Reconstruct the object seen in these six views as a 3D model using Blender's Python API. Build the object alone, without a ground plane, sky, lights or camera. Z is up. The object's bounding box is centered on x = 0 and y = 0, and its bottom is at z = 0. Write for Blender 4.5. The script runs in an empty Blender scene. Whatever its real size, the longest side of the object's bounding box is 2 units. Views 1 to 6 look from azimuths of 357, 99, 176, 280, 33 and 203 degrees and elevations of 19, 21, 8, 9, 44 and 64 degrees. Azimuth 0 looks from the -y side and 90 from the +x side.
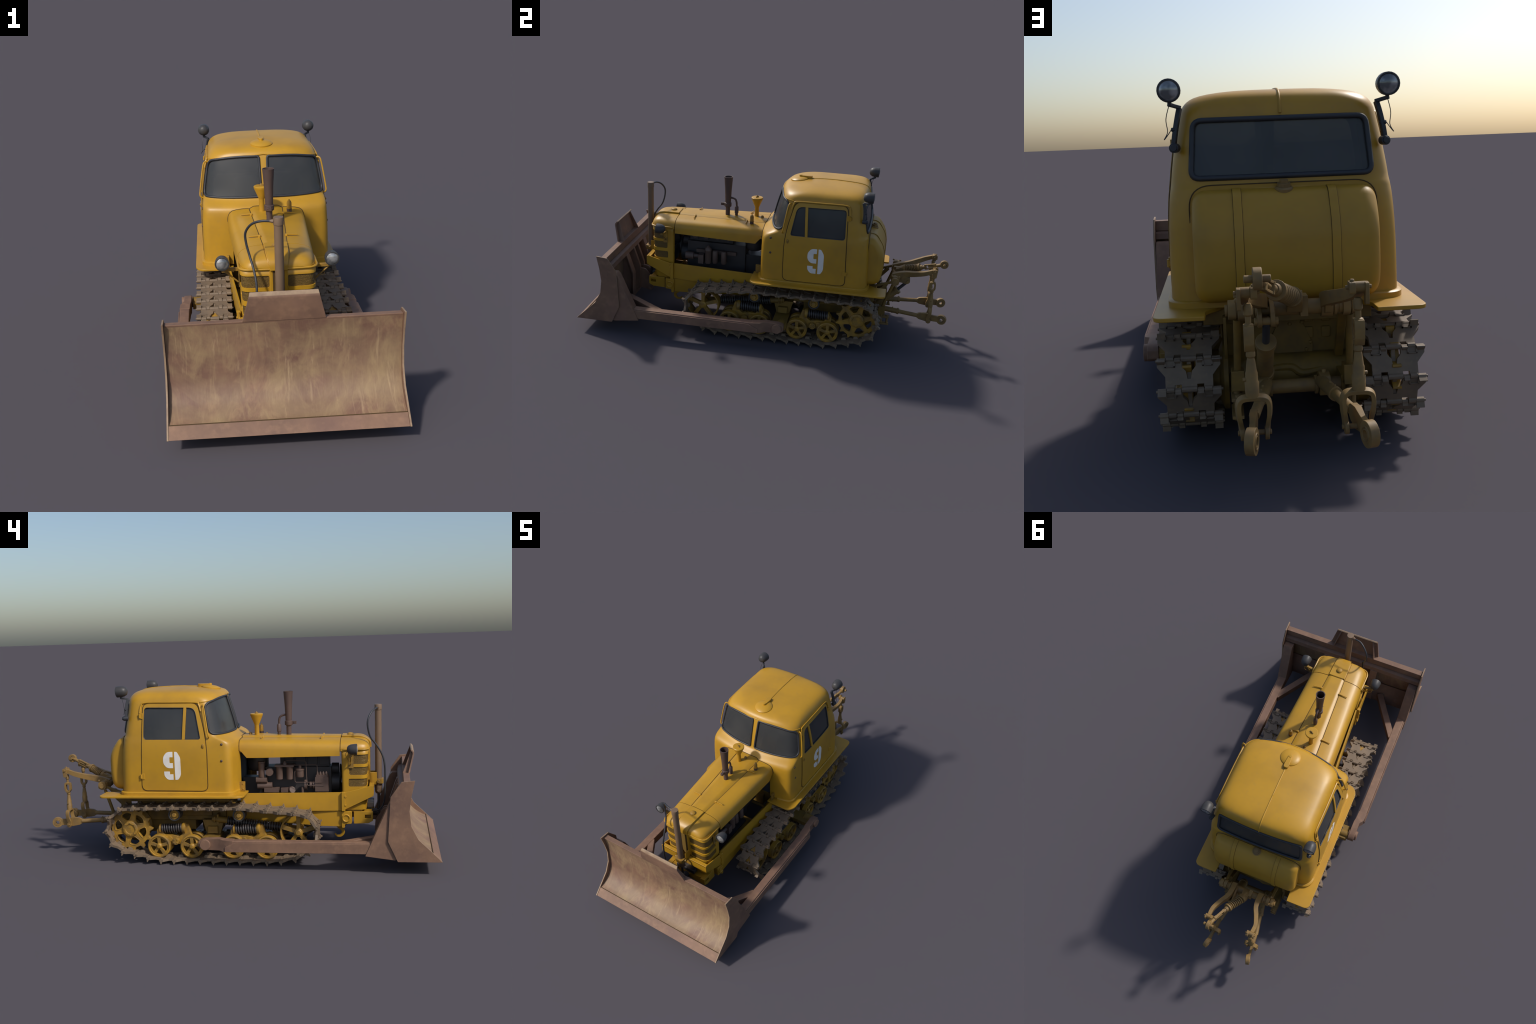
# Yellow crawler bulldozer with rounded cab, rusty blade and rear three-point hitch.
# Front of the machine faces -y, x = 0 is the plane of symmetry.
import bpy, math, random
from math import pi, sin, cos, radians, hypot, atan2
from mathutils import Vector, Matrix
from mathutils.bvhtree import BVHTree
from mathutils.geometry import delaunay_2d_cdt
from mathutils.interpolate import poly_3d_calc

random.seed(9)
V = Vector

# ------------------------------------------------------------------ materials
def srgb(r, g, b):
    f = lambda c: c / 12.92 if c <= .04045 else ((c + .055) / 1.055) ** 2.4
    return (f(r / 255), f(g / 255), f(b / 255), 1)

class Nodes:
    def __init__(self, name):
        self.m = bpy.data.materials.new(name)
        self.m.use_nodes = True
        self.t = self.m.node_tree
        self.p = self.t.nodes['Principled BSDF']
        self.out = self.t.nodes['Material Output']
        self.tc = self.t.nodes.new('ShaderNodeTexCoord')
    def new(self, kind, **ins):
        n = self.t.nodes.new(kind)
        for k, v in ins.items():
            n.inputs[k.replace('_', ' ')].default_value = v
        return n
    def link(self, a, b):
        self.t.links.new(a, b)
    def noise(self, scale, detail=4, rough=.55, stretch=None, dist=0):
        n = self.new('ShaderNodeTexNoise', Scale=scale, Detail=detail, Roughness=rough, Distortion=dist)
        src = self.tc.outputs['Object']
        if stretch:
            mp = self.new('ShaderNodeMapping')
            mp.inputs['Scale'].default_value = stretch
            self.link(src, mp.inputs['Vector'])
            src = mp.outputs['Vector']
        self.link(src, n.inputs['Vector'])
        return n.outputs['Fac']
    def ramp(self, fac, a, b):
        r = self.t.nodes.new('ShaderNodeValToRGB')
        r.color_ramp.elements[0].position = a
        r.color_ramp.elements[1].position = b
        self.link(fac, r.inputs['Fac'])
        return r.outputs['Color']
    def mix(self, fac, a, b):
        n = self.t.nodes.new('ShaderNodeMix')
        n.data_type = 'RGBA'
        for sock, val in ((n.inputs[0], fac), (n.inputs[6], a), (n.inputs[7], b)):
            if isinstance(val, (tuple, float, int)):
                sock.default_value = val
            else:
                self.link(val, sock)
        return n.outputs[2]
    def mul(self, a, k):
        n = self.t.nodes.new('ShaderNodeMath')
        n.operation = 'MULTIPLY'
        self.link(a, n.inputs[0])
        n.inputs[1].default_value = k
        return n.outputs[0]
    def bump(self, h, strength, dist=.002):
        b = self.new('ShaderNodeBump', Strength=strength, Distance=dist)
        self.link(h, b.inputs['Height'])
        self.link(b.outputs['Normal'], self.p.inputs['Normal'])

def painted(name, base, dirt, worn=None, rough=.42, metal=0, dirt_scale=9, dirt_amount=.5,
            grain=90, bump=.08, coat=0, spec=.5, dirt_range=(.42, .75)):
    """paint or bare surface: base colour, cloudy dirt, finer worn flecks"""
    n = Nodes(name)
    cloud = n.ramp(n.noise(dirt_scale, 6, .6), *dirt_range)
    col = n.mix(n.mul(cloud, dirt_amount), base, dirt)
    if worn:
        fleck = n.ramp(n.noise(grain, 5, .6), .56, .74)
        col = n.mix(n.mul(fleck, .55), col, worn)
    n.link(col, n.p.inputs['Base Color'])
    n.p.inputs['Roughness'].default_value = rough
    n.p.inputs['Metallic'].default_value = metal
    n.p.inputs['Coat Weight'].default_value = coat
    n.p.inputs['Specular IOR Level'].default_value = spec
    if bump:
        n.bump(n.noise(grain, 4, .6), bump)
    return n.m

YEL = srgb(180, 135, 32)
M = {}
M['paint'] = painted('yellow_paint', YEL, srgb(150, 112, 38), srgb(166, 128, 52), rough=.42, dirt_amount=.6, bump=.02, grain=60, dirt_scale=6)
M['tank'] = painted('yellow_paint_matt', srgb(172, 130, 34), srgb(150, 114, 38), rough=.5, dirt_amount=.6, bump=.02)
M['gear'] = painted('dusty_yellow_paint', srgb(166, 124, 34), srgb(102, 82, 48), srgb(96, 80, 54), rough=.55, dirt_scale=24, dirt_amount=.85, bump=.1, dirt_range=(.34, .66))
M['hitch'] = painted('muddy_yellow_paint', srgb(136, 106, 56), srgb(104, 84, 56), srgb(122, 96, 56), rough=.6, dirt_scale=26, dirt_amount=.9, bump=.12)
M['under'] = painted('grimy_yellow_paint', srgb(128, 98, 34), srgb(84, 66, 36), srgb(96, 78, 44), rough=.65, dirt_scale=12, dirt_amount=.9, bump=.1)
M['track'] = painted('dusty_track_steel', srgb(124, 106, 86), srgb(100, 88, 76), srgb(138, 116, 92), rough=.6, metal=.1, dirt_scale=18, dirt_amount=.8, bump=.15)
M['steel'] = painted('worn_bright_steel', srgb(150, 150, 152), srgb(110, 106, 100), rough=.35, metal=.7, bump=.03)
M['worn'] = painted('pale_plate_edge', srgb(150, 126, 100), srgb(118, 94, 76), rough=.55, dirt_scale=30, dirt_amount=.9, bump=.1)  # lighter tan tint for the pale rims and guard lip
M['seam'] = painted('dark_seam_brown', srgb(74, 54, 22), srgb(56, 42, 20), rough=.8, bump=0)  # dark brown for the lines along joints and gaps
M['rubber'] = painted('black_rubber', srgb(42, 44, 50), srgb(56, 56, 58), rough=.5, bump=.02)
M['lamp'] = painted('dark_grey_enamel', srgb(60, 59, 60), srgb(70, 68, 66), rough=.45, spec=.35, bump=.02)
M['spring'] = painted('black_spring_steel', srgb(62, 58, 58), srgb(84, 76, 70), rough=.4, metal=.2, bump=.02)
M['rustpipe'] = painted('burnt_brown_iron', srgb(80, 62, 56), srgb(66, 54, 50), srgb(92, 70, 60), rough=.6, dirt_scale=20, bump=.1)
M['engine'] = painted('oily_engine_iron', srgb(62, 58, 58), srgb(46, 43, 43), rough=.5, dirt_scale=14, bump=.08)
M['enginepart'] = painted('brown_engine_fitting', srgb(96, 77, 68), srgb(66, 54, 50), rough=.5, dirt_scale=16, bump=.05)
M['cylinder'] = painted('dull_brown_cylinder', srgb(116, 94, 74), srgb(98, 80, 66), rough=.5, dirt_scale=10, bump=.04)
M['white'] = painted('worn_white_paint', srgb(226, 222, 216), srgb(196, 190, 184), rough=.5, dirt_scale=24, bump=0)
M['dark'] = painted('darkened_cab_inside', srgb(52, 54, 58), srgb(40, 42, 46), rough=.8, bump=0)  # dark colour for the cab's inner faces, so the windows look dark from outside
M['mud'] = painted('mesh_backing', srgb(120, 92, 30), srgb(88, 68, 30), rough=.8, bump=0)

def rust_material(name, streaks):
    n = Nodes(name)
    a, b = srgb(130, 99, 78), srgb(106, 80, 66)
    col = n.mix(n.ramp(n.noise(7, 7, .62), .35, .68), a, b)
    col = n.mix(n.mul(n.ramp(n.noise(26, 5, .6), .5, .75), .5), col, srgb(150, 116, 90))
    col = n.mix(n.mul(n.ramp(n.noise(3.1, 4, .5, dist=.6), .55, .8), .55), col, srgb(132, 98, 86))
    if streaks:
        wide = n.ramp(n.noise(3.4, 7, .62, (1.0, .8, .9), 1.5), .42, .66)
        fine = n.ramp(n.noise(9, 8, .68, (1.7, .6, .75), 1.0), .48, .70)
        pale = n.ramp(n.noise(11, 6, .65, (4.2, .4, .42), .9), .58, .72)
        col = n.mix(n.mul(n.ramp(n.noise(2.6, 5, .6, (1, .5, 1), .5), .46, .66), .75), col, srgb(104, 74, 62))
        col = n.mix(n.mul(wide, .6), col, srgb(148, 126, 92))
        col = n.mix(n.mul(fine, .5), col, srgb(162, 138, 100))
        col = n.mix(n.mul(pale, .45), col, srgb(186, 160, 122))
        n.bump(n.noise(40, 6, .6, (3, .5, .5)), .25, .003)
    else:
        n.bump(n.noise(60, 6, .65), .3, .002)
    n.link(col, n.p.inputs['Base Color'])
    n.p.inputs['Roughness'].default_value = .6 if streaks else .64
    return n.m

M['rust'] = rust_material('rusty_plate', False)
M['mold'] = rust_material('scoured_rusty_plate', True)

def grille_material():
    n = Nodes('perforated_grille')
    v = n.t.nodes.new('ShaderNodeTexVoronoi')
    v.inputs['Scale'].default_value = 330
    n.link(n.tc.outputs['Object'], v.inputs['Vector'])
    col = n.mix(n.ramp(v.outputs['Distance'], .25, .6), srgb(74, 56, 24), srgb(106, 82, 32))
    n.link(col, n.p.inputs['Base Color'])
    n.p.inputs['Roughness'].default_value = .6
    n.bump(v.outputs['Distance'], .4)
    return n.m
M['grille'] = grille_material()

def glass_material():
    n = Nodes('tinted_dusty_glass')
    dust = n.ramp(n.noise(7, 5, .6), .4, .8)
    col = n.mix(n.mul(dust, .5), srgb(66, 67, 68), srgb(98, 96, 92))
    n.link(col, n.p.inputs['Base Color'])
    n.p.inputs['Roughness'].default_value = .25
    n.p.inputs['Specular IOR Level'].default_value = .5
    tr = n.new('ShaderNodeBsdfTransparent')
    tr.inputs['Color'].default_value = (.78, .82, .86, 1)
    mx = n.new('ShaderNodeMixShader')
    mx.inputs[0].default_value = .64
    n.link(tr.outputs[0], mx.inputs[1])
    n.link(n.p.outputs[0], mx.inputs[2])
    n.link(mx.outputs[0], n.out.inputs['Surface'])
    return n.m
M['glass'] = glass_material()

def lens_material():
    n = Nodes('ribbed_lamp_glass')
    w = n.t.nodes.new('ShaderNodeTexNoise')
    w.inputs['Scale'].default_value = 32
    n.link(n.tc.outputs['Object'], w.inputs['Vector'])
    col = n.mix(n.ramp(w.outputs['Fac'], .42, .62), srgb(110, 112, 114), srgb(176, 176, 176))
    n.link(col, n.p.inputs['Base Color'])
    n.p.inputs['Roughness'].default_value = .15
    n.p.inputs['Metallic'].default_value = .5
    return n.m
M['lens'] = lens_material()

# ------------------------------------------------------------------ mesh building
def round_poly(pts, r, n=4):
    """fillet every corner of a closed 2-D polygon; r may be a list"""
    out = []
    k = len(pts)
    for i, p in enumerate(pts):
        rad = r[i] if isinstance(r, (list, tuple)) else r
        p = V(p).to_2d() if len(p) > 2 else V((p[0], p[1]))
        a = V((pts[i - 1][0], pts[i - 1][1])) - p
        b = V((pts[(i + 1) % k][0], pts[(i + 1) % k][1])) - p
        d = min(rad, a.length * .49, b.length * .49)
        if d < 1e-5:
            out.append((p.x, p.y)); continue
        p0, p2 = p + a.normalized() * d, p + b.normalized() * d
        for j in range(n + 1):
            t = j / n
            q = p0 * (1 - t) ** 2 + p * 2 * t * (1 - t) + p2 * t * t
            out.append((q.x, q.y))
    return out

def dense(pts, step):
    out = []
    for i, p in enumerate(pts):
        q = pts[(i + 1) % len(pts)]
        k = max(1, int(math.ceil(math.dist(p, q) / step)))
        out += [tuple(a + (b - a) * j / k for a, b in zip(p, q)) for j in range(k)]
    return out

def smooth_path(pts, n=8):
    """Catmull-Rom through control points"""
    P = [V(p) for p in pts]
    P = [P[0] * 2 - P[1]] + P + [P[-1] * 2 - P[-2]]
    out = []
    for i in range(1, len(P) - 2):
        for j in range(n):
            t = j / n
            a, b, c, d = P[i - 1:i + 3]
            out.append(.5 * ((2 * b) + (c - a) * t + (2 * a - 5 * b + 4 * c - d) * t * t + (3 * b - a - 3 * c + d) * t ** 3))
    out.append(P[-2])
    return out

def circle(r, n, cx=0, cy=0, a0=0):
    return [(cx + r * cos(a0 + 2 * pi * i / n), cy + r * sin(a0 + 2 * pi * i / n)) for i in range(n)]

def inside(p, poly):
    c = False
    for i in range(len(poly)):
        (x1, y1), (x2, y2) = poly[i - 1], poly[i]
        if (y1 > p[1]) != (y2 > p[1]) and p[0] < (x2 - x1) * (p[1] - y1) / (y2 - y1) + x1:
            c = not c
    return c

def area2(poly):
    return sum(poly[i - 1][0] * poly[i][1] - poly[i][0] * poly[i - 1][1] for i in range(len(poly)))

class Part:
    def __init__(self):
        self.v, self.f, self.m = [], [], []
        self.mats = []
        self.cur = 0
    def mat(self, key):
        if key not in self.mats:
            self.mats.append(key)
        self.cur = self.mats.index(key)
        return self
    def raw(self, verts, faces):
        o = len(self.v)
        self.v += [tuple(p) for p in verts]
        self.f += [tuple(i + o for i in f) for f in faces]
        self.m += [self.cur] * len(faces)
        return self
    def loft(self, rings, closed=True, cap=(True, True)):
        n = len(rings[0])
        vs = [p for r in rings for p in r]
        fs = []
        for i in range(len(rings) - 1):
            for j in range(n if closed else n - 1):
                k = (j + 1) % n
                fs.append((i * n + j, i * n + k, (i + 1) * n + k, (i + 1) * n + j))
        if cap[0]: fs.append(tuple(range(n - 1, -1, -1)))
        if cap[1]: fs.append(tuple(range((len(rings) - 1) * n, len(rings) * n)))
        return self.raw(vs, fs)
    def box(self, lo, hi):
        x0, y0, z0 = (min(a, b) for a, b in zip(lo, hi))
        x1, y1, z1 = (max(a, b) for a, b in zip(lo, hi))
        return self.loft([[(x0, y0, z), (x1, y0, z), (x1, y1, z), (x0, y1, z)] for z in (z0, z1)])
    def bar(self, p0, p1, w, h, up=(0, 0, 1), w1=None, h1=None):
        """rectangular bar from p0 to p1, w across, h along up"""
        p0, p1 = V(p0), V(p1)
        d = (p1 - p0).normalized()
        s = d.cross(V(up)).normalized()
        u = s.cross(d)
        rings = []
        for p, a, b in ((p0, w, h), (p1, w1 or w, h1 or h)):
            rings.append([p + s * (i * a / 2) + u * (j * b / 2) for i, j in ((-1, -1), (1, -1), (1, 1), (-1, 1))])
        return self.loft(rings)
    def cyl(self, p0, p1, r0, r1=None, n=20, cap=(True, True)):
        return self.lathe([(r0, 0), (r1 if r1 is not None else r0, (V(p1) - V(p0)).length)], p0, V(p1) - V(p0), n, cap)
    def lathe(self, prof, origin, axis=(0, 0, 1), n=24, cap=(True, True)):
        a = V(axis).normalized()
        s = a.orthogonal().normalized()
        t = a.cross(s)
        o = V(origin)
        return self.loft([[o + a * h + (s * cos(2 * pi * i / n) + t * sin(2 * pi * i / n)) * max(r, 1e-5)
                           for i in range(n)] for r, h in prof], True, cap)
    def tube(self, path, r, n=8, closed=False, flat=None):
        """sweep circle (or rectangle flat=(w,h)) along a path"""
        P = [V(p) for p in path]
        k = len(P)
        tan = []
        for i in range(k):
            a = P[(i - 1) % k] if closed or i else P[0]
            b = P[(i + 1) % k] if closed or i < k - 1 else P[-1]
            tan.append((b - a).normalized())
        s = tan[0].cross(V((0, 0, 1)))
        if s.length < .1: s = tan[0].cross(V((1, 0, 0)))
        s.normalize()
        rings = []
        for i in range(k):
            s = (s - tan[i] * s.dot(tan[i])).normalized()
            u = s.cross(tan[i])
            rr = r[i] if isinstance(r, (list, tuple)) else r
            if flat:
                w, h = (flat[i] if isinstance(flat, list) else flat)
                rings.append([P[i] + s * (a * w / 2) + u * (b * h / 2) for a, b in ((-1, -1), (-1, 1), (1, 1), (1, -1))])
            else:
                rings.append([P[i] + (s * cos(2 * pi * j / n) - u * sin(2 * pi * j / n)) * rr for j in range(n)])
        if closed:
            rings.append(rings[0])
        return self.loft(rings, True, (not closed, not closed))
    def helix(self, p0, p1, R, r, turns, seg=14, n=7):
        p0, p1 = V(p0), V(p1)
        d = p1 - p0
        a = d.normalized(); s = a.orthogonal().normalized(); t = a.cross(s)
        k = int(turns * seg)
        path = [p0 + d * (i / k) + (s * cos(2 * pi * i / seg) + t * sin(2 * pi * i / seg)) * R for i in range(k + 1)]
        return self.tube(path, r, n)
    def prism(self, poly, fn0, fn1):
        """polygon in 2-D, extruded between two mapping functions (a,b)->xyz"""
        return self.loft([[fn0(*p) for p in poly], [fn1(*p) for p in poly]])
    def px(self, poly, x0, x1):
        return self.prism(poly, lambda y, z: (x0, y, z), lambda y, z: (x1, y, z))
    def pz(self, poly, z0, z1):
        return self.prism(poly, lambda x, y: (x, y, z0), lambda x, y: (x, y, z1))
    def py(self, poly, y0, y1):
        return self.prism(poly, lambda x, z: (x, y0, z), lambda x, z: (x, y1, z))
    def plate(self, outer, holes, fn0, fn1, grid=None):
        """plate with holes between two mapped surfaces, optional inner grid so it can curve"""
        if area2(outer) < 0: outer = outer[::-1]
        pts, edges = [], []
        for loop in [outer] + list(holes):
            o = len(pts)
            pts += [V(p) for p in loop]
            edges += [(o + i, o + (i + 1) % len(loop)) for i in range(len(loop))]
        if grid:
            xs = [p[0] for p in outer]; ys = [p[1] for p in outer]
            nx, ny = int((max(xs) - min(xs)) / grid), int((max(ys) - min(ys)) / grid)
            for i in range(1, nx):
                for j in range(1, ny):
                    p = (min(xs) + (max(xs) - min(xs)) * i / nx, min(ys) + (max(ys) - min(ys)) * j / ny)
                    if inside(p, outer) and not any(inside(p, h) for h in holes):
                        pts.append(V(p))
        vs, es, fs, *_ = delaunay_2d_cdt(pts, edges, [], 0, 1e-6)
        keep = []
        for f in fs:
            c = sum((vs[i] for i in f), V((0, 0))) / len(f)
            if inside(c, outer) and not any(inside(c, h) for h in holes):
                f = list(f)
                if area2([vs[i] for i in f]) < 0: f.reverse()
                keep.append(tuple(f))
        n = len(vs)
        faces = list(keep) + [tuple(i + n for i in reversed(f)) for f in keep]
        cnt = {}
        for f in keep:
            for i in range(len(f)):
                cnt[(f[i - 1], f[i])] = 1
        for (a, b) in list(cnt):
            if (b, a) not in cnt:
                faces.append((b, a, a + n, b + n))
        return self.raw([fn1(v.x, v.y) for v in vs] + [fn0(v.x, v.y) for v in vs], faces)
    def bolt(self, p, axis, r, h):
        a = V(axis).normalized()
        return self.lathe([(r, 0), (r, h * .7), (r * .8, h)], p, a, 6, (False, True))
    def mirrored(self):
        q = Part()
        q.v = [(-x, y, z) for x, y, z in self.v]
        q.f = [tuple(reversed(f)) for f in self.f]
        q.m, q.mats = list(self.m), list(self.mats)
        return q
    def both(self):
        q = self.mirrored()
        o = len(self.v)
        self.v += q.v
        self.f += [tuple(i + o for i in f) for f in q.f]
        self.m += q.m
        return self
    def mesh(self, name, angle=38, fix=True):
        me = bpy.data.meshes.new(name)
        me.from_pydata(self.v, [], self.f)
        for k in self.mats: me.materials.append(M[k])
        me.polygons.foreach_set('material_index', self.m)
        if fix:
            import bmesh
            bm = bmesh.new(); bm.from_mesh(me)
            bmesh.ops.recalc_face_normals(bm, faces=bm.faces)
            bm.to_mesh(me); bm.free()
        me.shade_smooth()
        me.set_sharp_from_angle(angle=radians(angle))
        me.update()
        return me
    def make(self, name, parent, key=None, bevel=0, angle=38, seg=2, stuff=False):
        if key: self.mats = [key] ; self.m = [0] * len(self.f)
        ob = bpy.data.objects.new(name, self.mesh(name, angle))
        return place(ob, parent, bevel, seg, stuff)

def place(ob, parent, bevel=0, seg=2, stuff=False):
    bpy.context.scene.collection.objects.link(ob)
    if parent is not None:
        ob.parent = parent
    if bevel:
        b = ob.modifiers.new('rounded_edges', 'BEVEL')
        b.width = bevel; b.segments = seg
        b.limit_method = 'ANGLE'; b.angle_limit = radians(40)
        b.use_clamp_overlap = True; b.harden_normals = True
    if stuff: ob['kind'] = 'stuff'
    return ob

def pair(part, name, parents, key=None, bevel=0, angle=38, seg=2, stuff=False):
    """make a part and its mirror image; parents is one parent or a pair"""
    ps = parents if isinstance(parents, (list, tuple)) else (parents, parents)
    m = part.mirrored()
    return (part.make(name, ps[0], key, bevel, angle, seg, stuff), m.make(name, ps[1], key, bevel, angle, seg, stuff))

# monotone cubic interpolation of tables
def pchip(xs, ys):
    n = len(xs)
    h = [xs[i + 1] - xs[i] for i in range(n - 1)]
    d = [(ys[i + 1] - ys[i]) / h[i] for i in range(n - 1)]
    m = [d[0]] + [0 if d[i - 1] * d[i] <= 0 else 2 * d[i - 1] * d[i] / (d[i - 1] + d[i]) for i in range(1, n - 1)] + [d[-1]]
    def f(x):
        x = min(max(x, xs[0]), xs[-1])
        i = 0
        while i < n - 2 and x > xs[i + 1]: i += 1
        t = (x - xs[i]) / h[i]
        return ((1 + 2 * t) * (1 - t) ** 2 * ys[i] + t * (1 - t) ** 2 * h[i] * m[i]
                + t * t * (3 - 2 * t) * ys[i + 1] + t * t * (t - 1) * h[i] * m[i + 1])
    return f

class RingBody:
    """body described by plan outlines: rows of (z, half width, front y, front bow, front radius, rear y, rear bow, rear radius)"""
    def __init__(self, rows, bulge=None):
        self.rows = rows
        self.bulge = bulge or (lambda y, z: 0)
        t = list(range(len(rows)))
        self.n = len(rows) - 1
        self.cols = [pchip(t, [r[k] for r in rows]) for k in range(8)]
        self.cache = {}
    def half(self, t):
        t = round(t, 5)
        if t in self.cache: return self.cache[t]
        z, hw, yf, bow, rf, yr, rb, rr = (c(t) for c in self.cols)
        fy = lambda x: yf + bow * (x / hw) ** 2
        ry = lambda x: yr - rb * (x / hw) ** 2
        P = [(x, fy(x)) for x in [(hw - rf) * i / 9 for i in range(10)]]
        def bez(a, b, c, n):
            return [tuple((1 - u) ** 2 * a[k] + 2 * u * (1 - u) * b[k] + u * u * c[k] for k in (0, 1)) for u in [(i + 1) / n for i in range(n)]]
        P += bez(P[-1], (hw, fy(hw)), (hw, fy(hw) + rf), 9)
        y0, y1 = fy(hw) + rf, ry(hw) - rr
        P += [(hw + self.bulge(y0 + (y1 - y0) * i / 14, z), y0 + (y1 - y0) * i / 14) for i in range(1, 15)]
        P += bez(P[-1], (hw, ry(hw)), (hw - rr, ry(hw - rr)), 9)
        P += [((hw - rr) * (1 - i / 9), ry((hw - rr) * (1 - i / 9))) for i in range(1, 10)]
        self.cache[t] = (z, P)
        return z, P
    def t_of(self, z):
        a, b = 0, self.n
        for _ in range(40):
            c = (a + b) / 2
            if self.cols[0](c) < z: a = c
            else: b = c
        return (a + b) / 2
    def half_z(self, z):
        k = ('z', round(z, 5))
        if k not in self.cache:
            _, P = self.half(self.t_of(z))
            L = [0]
            for i in range(1, len(P)): L.append(L[-1] + math.dist(P[i - 1], P[i]))
            self.cache[k] = (P, L)
        return self.cache[k]
    def at(self, s, z):
        P, L = self.half_z(z)
        a = min(abs(s), L[-1] - 1e-6)
        i = 0
        while i < len(L) - 2 and L[i + 1] < a: i += 1
        u = (a - L[i]) / max(L[i + 1] - L[i], 1e-9)
        x = P[i][0] + (P[i + 1][0] - P[i][0]) * u
        y = P[i][1] + (P[i + 1][1] - P[i][1]) * u
        return V((math.copysign(x, s), y, z))
    def s_rear(self, x, z):
        """arc length from the front centre of the rear-face point at x"""
        P, L = self.half_z(z)
        return L[-1] - abs(x)
    def off(self, s, z, d):
        e = .004
        ds = self.at(s + e, z) - self.at(s - e, z)
        dz = self.at(s, z + e) - self.at(s, z - e)
        return self.at(s, z) + ds.cross(dz).normalized() * d
    def rings(self, ts):
        out = []
        for t in ts:
            z, P = self.half(t)
            out.append([(x, y, z) for x, y in P] + [(-x, y, z) for x, y in P[-2:0:-1]])
        return out
    def solid(self, outline, d0, d1, part, rings=5):
        """closed thin body over a convex outline in (s,z), between offsets d0 < d1"""
        c = (sum(p[0] for p in outline) / len(outline), sum(p[1] for p in outline) / len(outline))
        n = len(outline)
        vs, fs = [], []
        for d in (d1, d0):
            for k in range(1, rings + 1):
                for p in outline:
                    vs.append(self.off(c[0] + (p[0] - c[0]) * k / rings, c[1] + (p[1] - c[1]) * k / rings, d))
            vs.append(self.off(c[0], c[1], d))
        m = n * rings + 1
        for side in (0, 1):
            o = side * m
            quads = []
            for k in range(rings - 1):
                for j in range(n):
                    q = (j + 1) % n
                    quads.append((o + k * n + j, o + k * n + q, o + (k + 1) * n + q, o + (k + 1) * n + j))
            for j in range(n):
                quads.append((o + m - 1, o + (j + 1) % n, o + j))
            fs += quads
        e = (rings - 1) * n
        for j in range(n):
            q = (j + 1) % n
            fs.append((e + j, e + q, m + e + q, m + e + j))
        return part.raw(vs, fs)
    def loop(self, outline, d):
        return [self.off(s, z, d) for s, z in outline]

def hollow_with_openings(name, body, ts, thick, cutters, mats, parent):
    """loft the body, give it wall thickness, cut openings, keep the smooth outer normals"""
    outer = Part()
    rings = body.rings(ts)
    outer.loft(rings, True, (False, True))
    outer.mats = [mats[0]]
    me0 = outer.mesh(name + '_outer', 180)
    cen = V((0, .27, .6)) if name == 'cab' else V((0, -.59, .42))
    bvh = BVHTree.FromPolygons([v.co.copy() for v in me0.vertices], [tuple(p.vertices) for p in me0.polygons])
    vn = [v.normal.copy() for v in me0.vertices]
    polys = [tuple(p.vertices) for p in me0.polygons]
    ob = bpy.data.objects.new(name, me0)
    bpy.context.scene.collection.objects.link(ob)
    so = ob.modifiers.new('wall', 'SOLIDIFY'); so.thickness = thick; so.offset = -1
    tmp = []
    for c in cutters:
        cm = bpy.data.objects.new('cutter', c.mesh('cutter', 180))
        bpy.context.scene.collection.objects.link(cm)
        bo = ob.modifiers.new('opening', 'BOOLEAN'); bo.operation = 'DIFFERENCE'; bo.object = cm; bo.solver = 'EXACT'
        tmp.append(cm)
    dg = bpy.context.evaluated_depsgraph_get()
    me = bpy.data.meshes.new_from_object(ob.evaluated_get(dg))
    for c in tmp: bpy.data.objects.remove(c)
    bpy.data.objects.remove(ob)
    me.materials.clear()
    for k in mats: me.materials.append(M[k])
    me.shade_smooth()
    normals = []
    for p in me.polygons:
        hit = bvh.find_nearest(p.center)
        inner = p.normal.dot(hit[1]) < -.3
        p.material_index = 1 if (inner and len(mats) > 1) else 0
        for li in p.loop_indices:
            co = me.vertices[me.loops[li].vertex_index].co
            loc, fn, idx, dist = bvh.find_nearest(co)
            if dist < 1e-3 and not inner and p.normal.dot(hit[1]) > .7:
                pv = polys[idx]
                w = poly_3d_calc([me0.vertices[i].co for i in pv], loc)
                nn = sum((vn[i] * k for i, k in zip(pv, w)), V())
                normals.append(nn.normalized())
            else:
                normals.append(p.normal.copy())
    me.normals_split_custom_set(normals)
    res = bpy.data.objects.new(name, me)
    return place(res, parent)

# ------------------------------------------------------------------ the machine
root = bpy.data.objects.new('bulldozer', None)
bpy.context.scene.collection.objects.link(root)
root['label'] = 'yellow crawler bulldozer with rusty front blade and rear hitch'
root['category'] = 'bulldozer'

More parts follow.
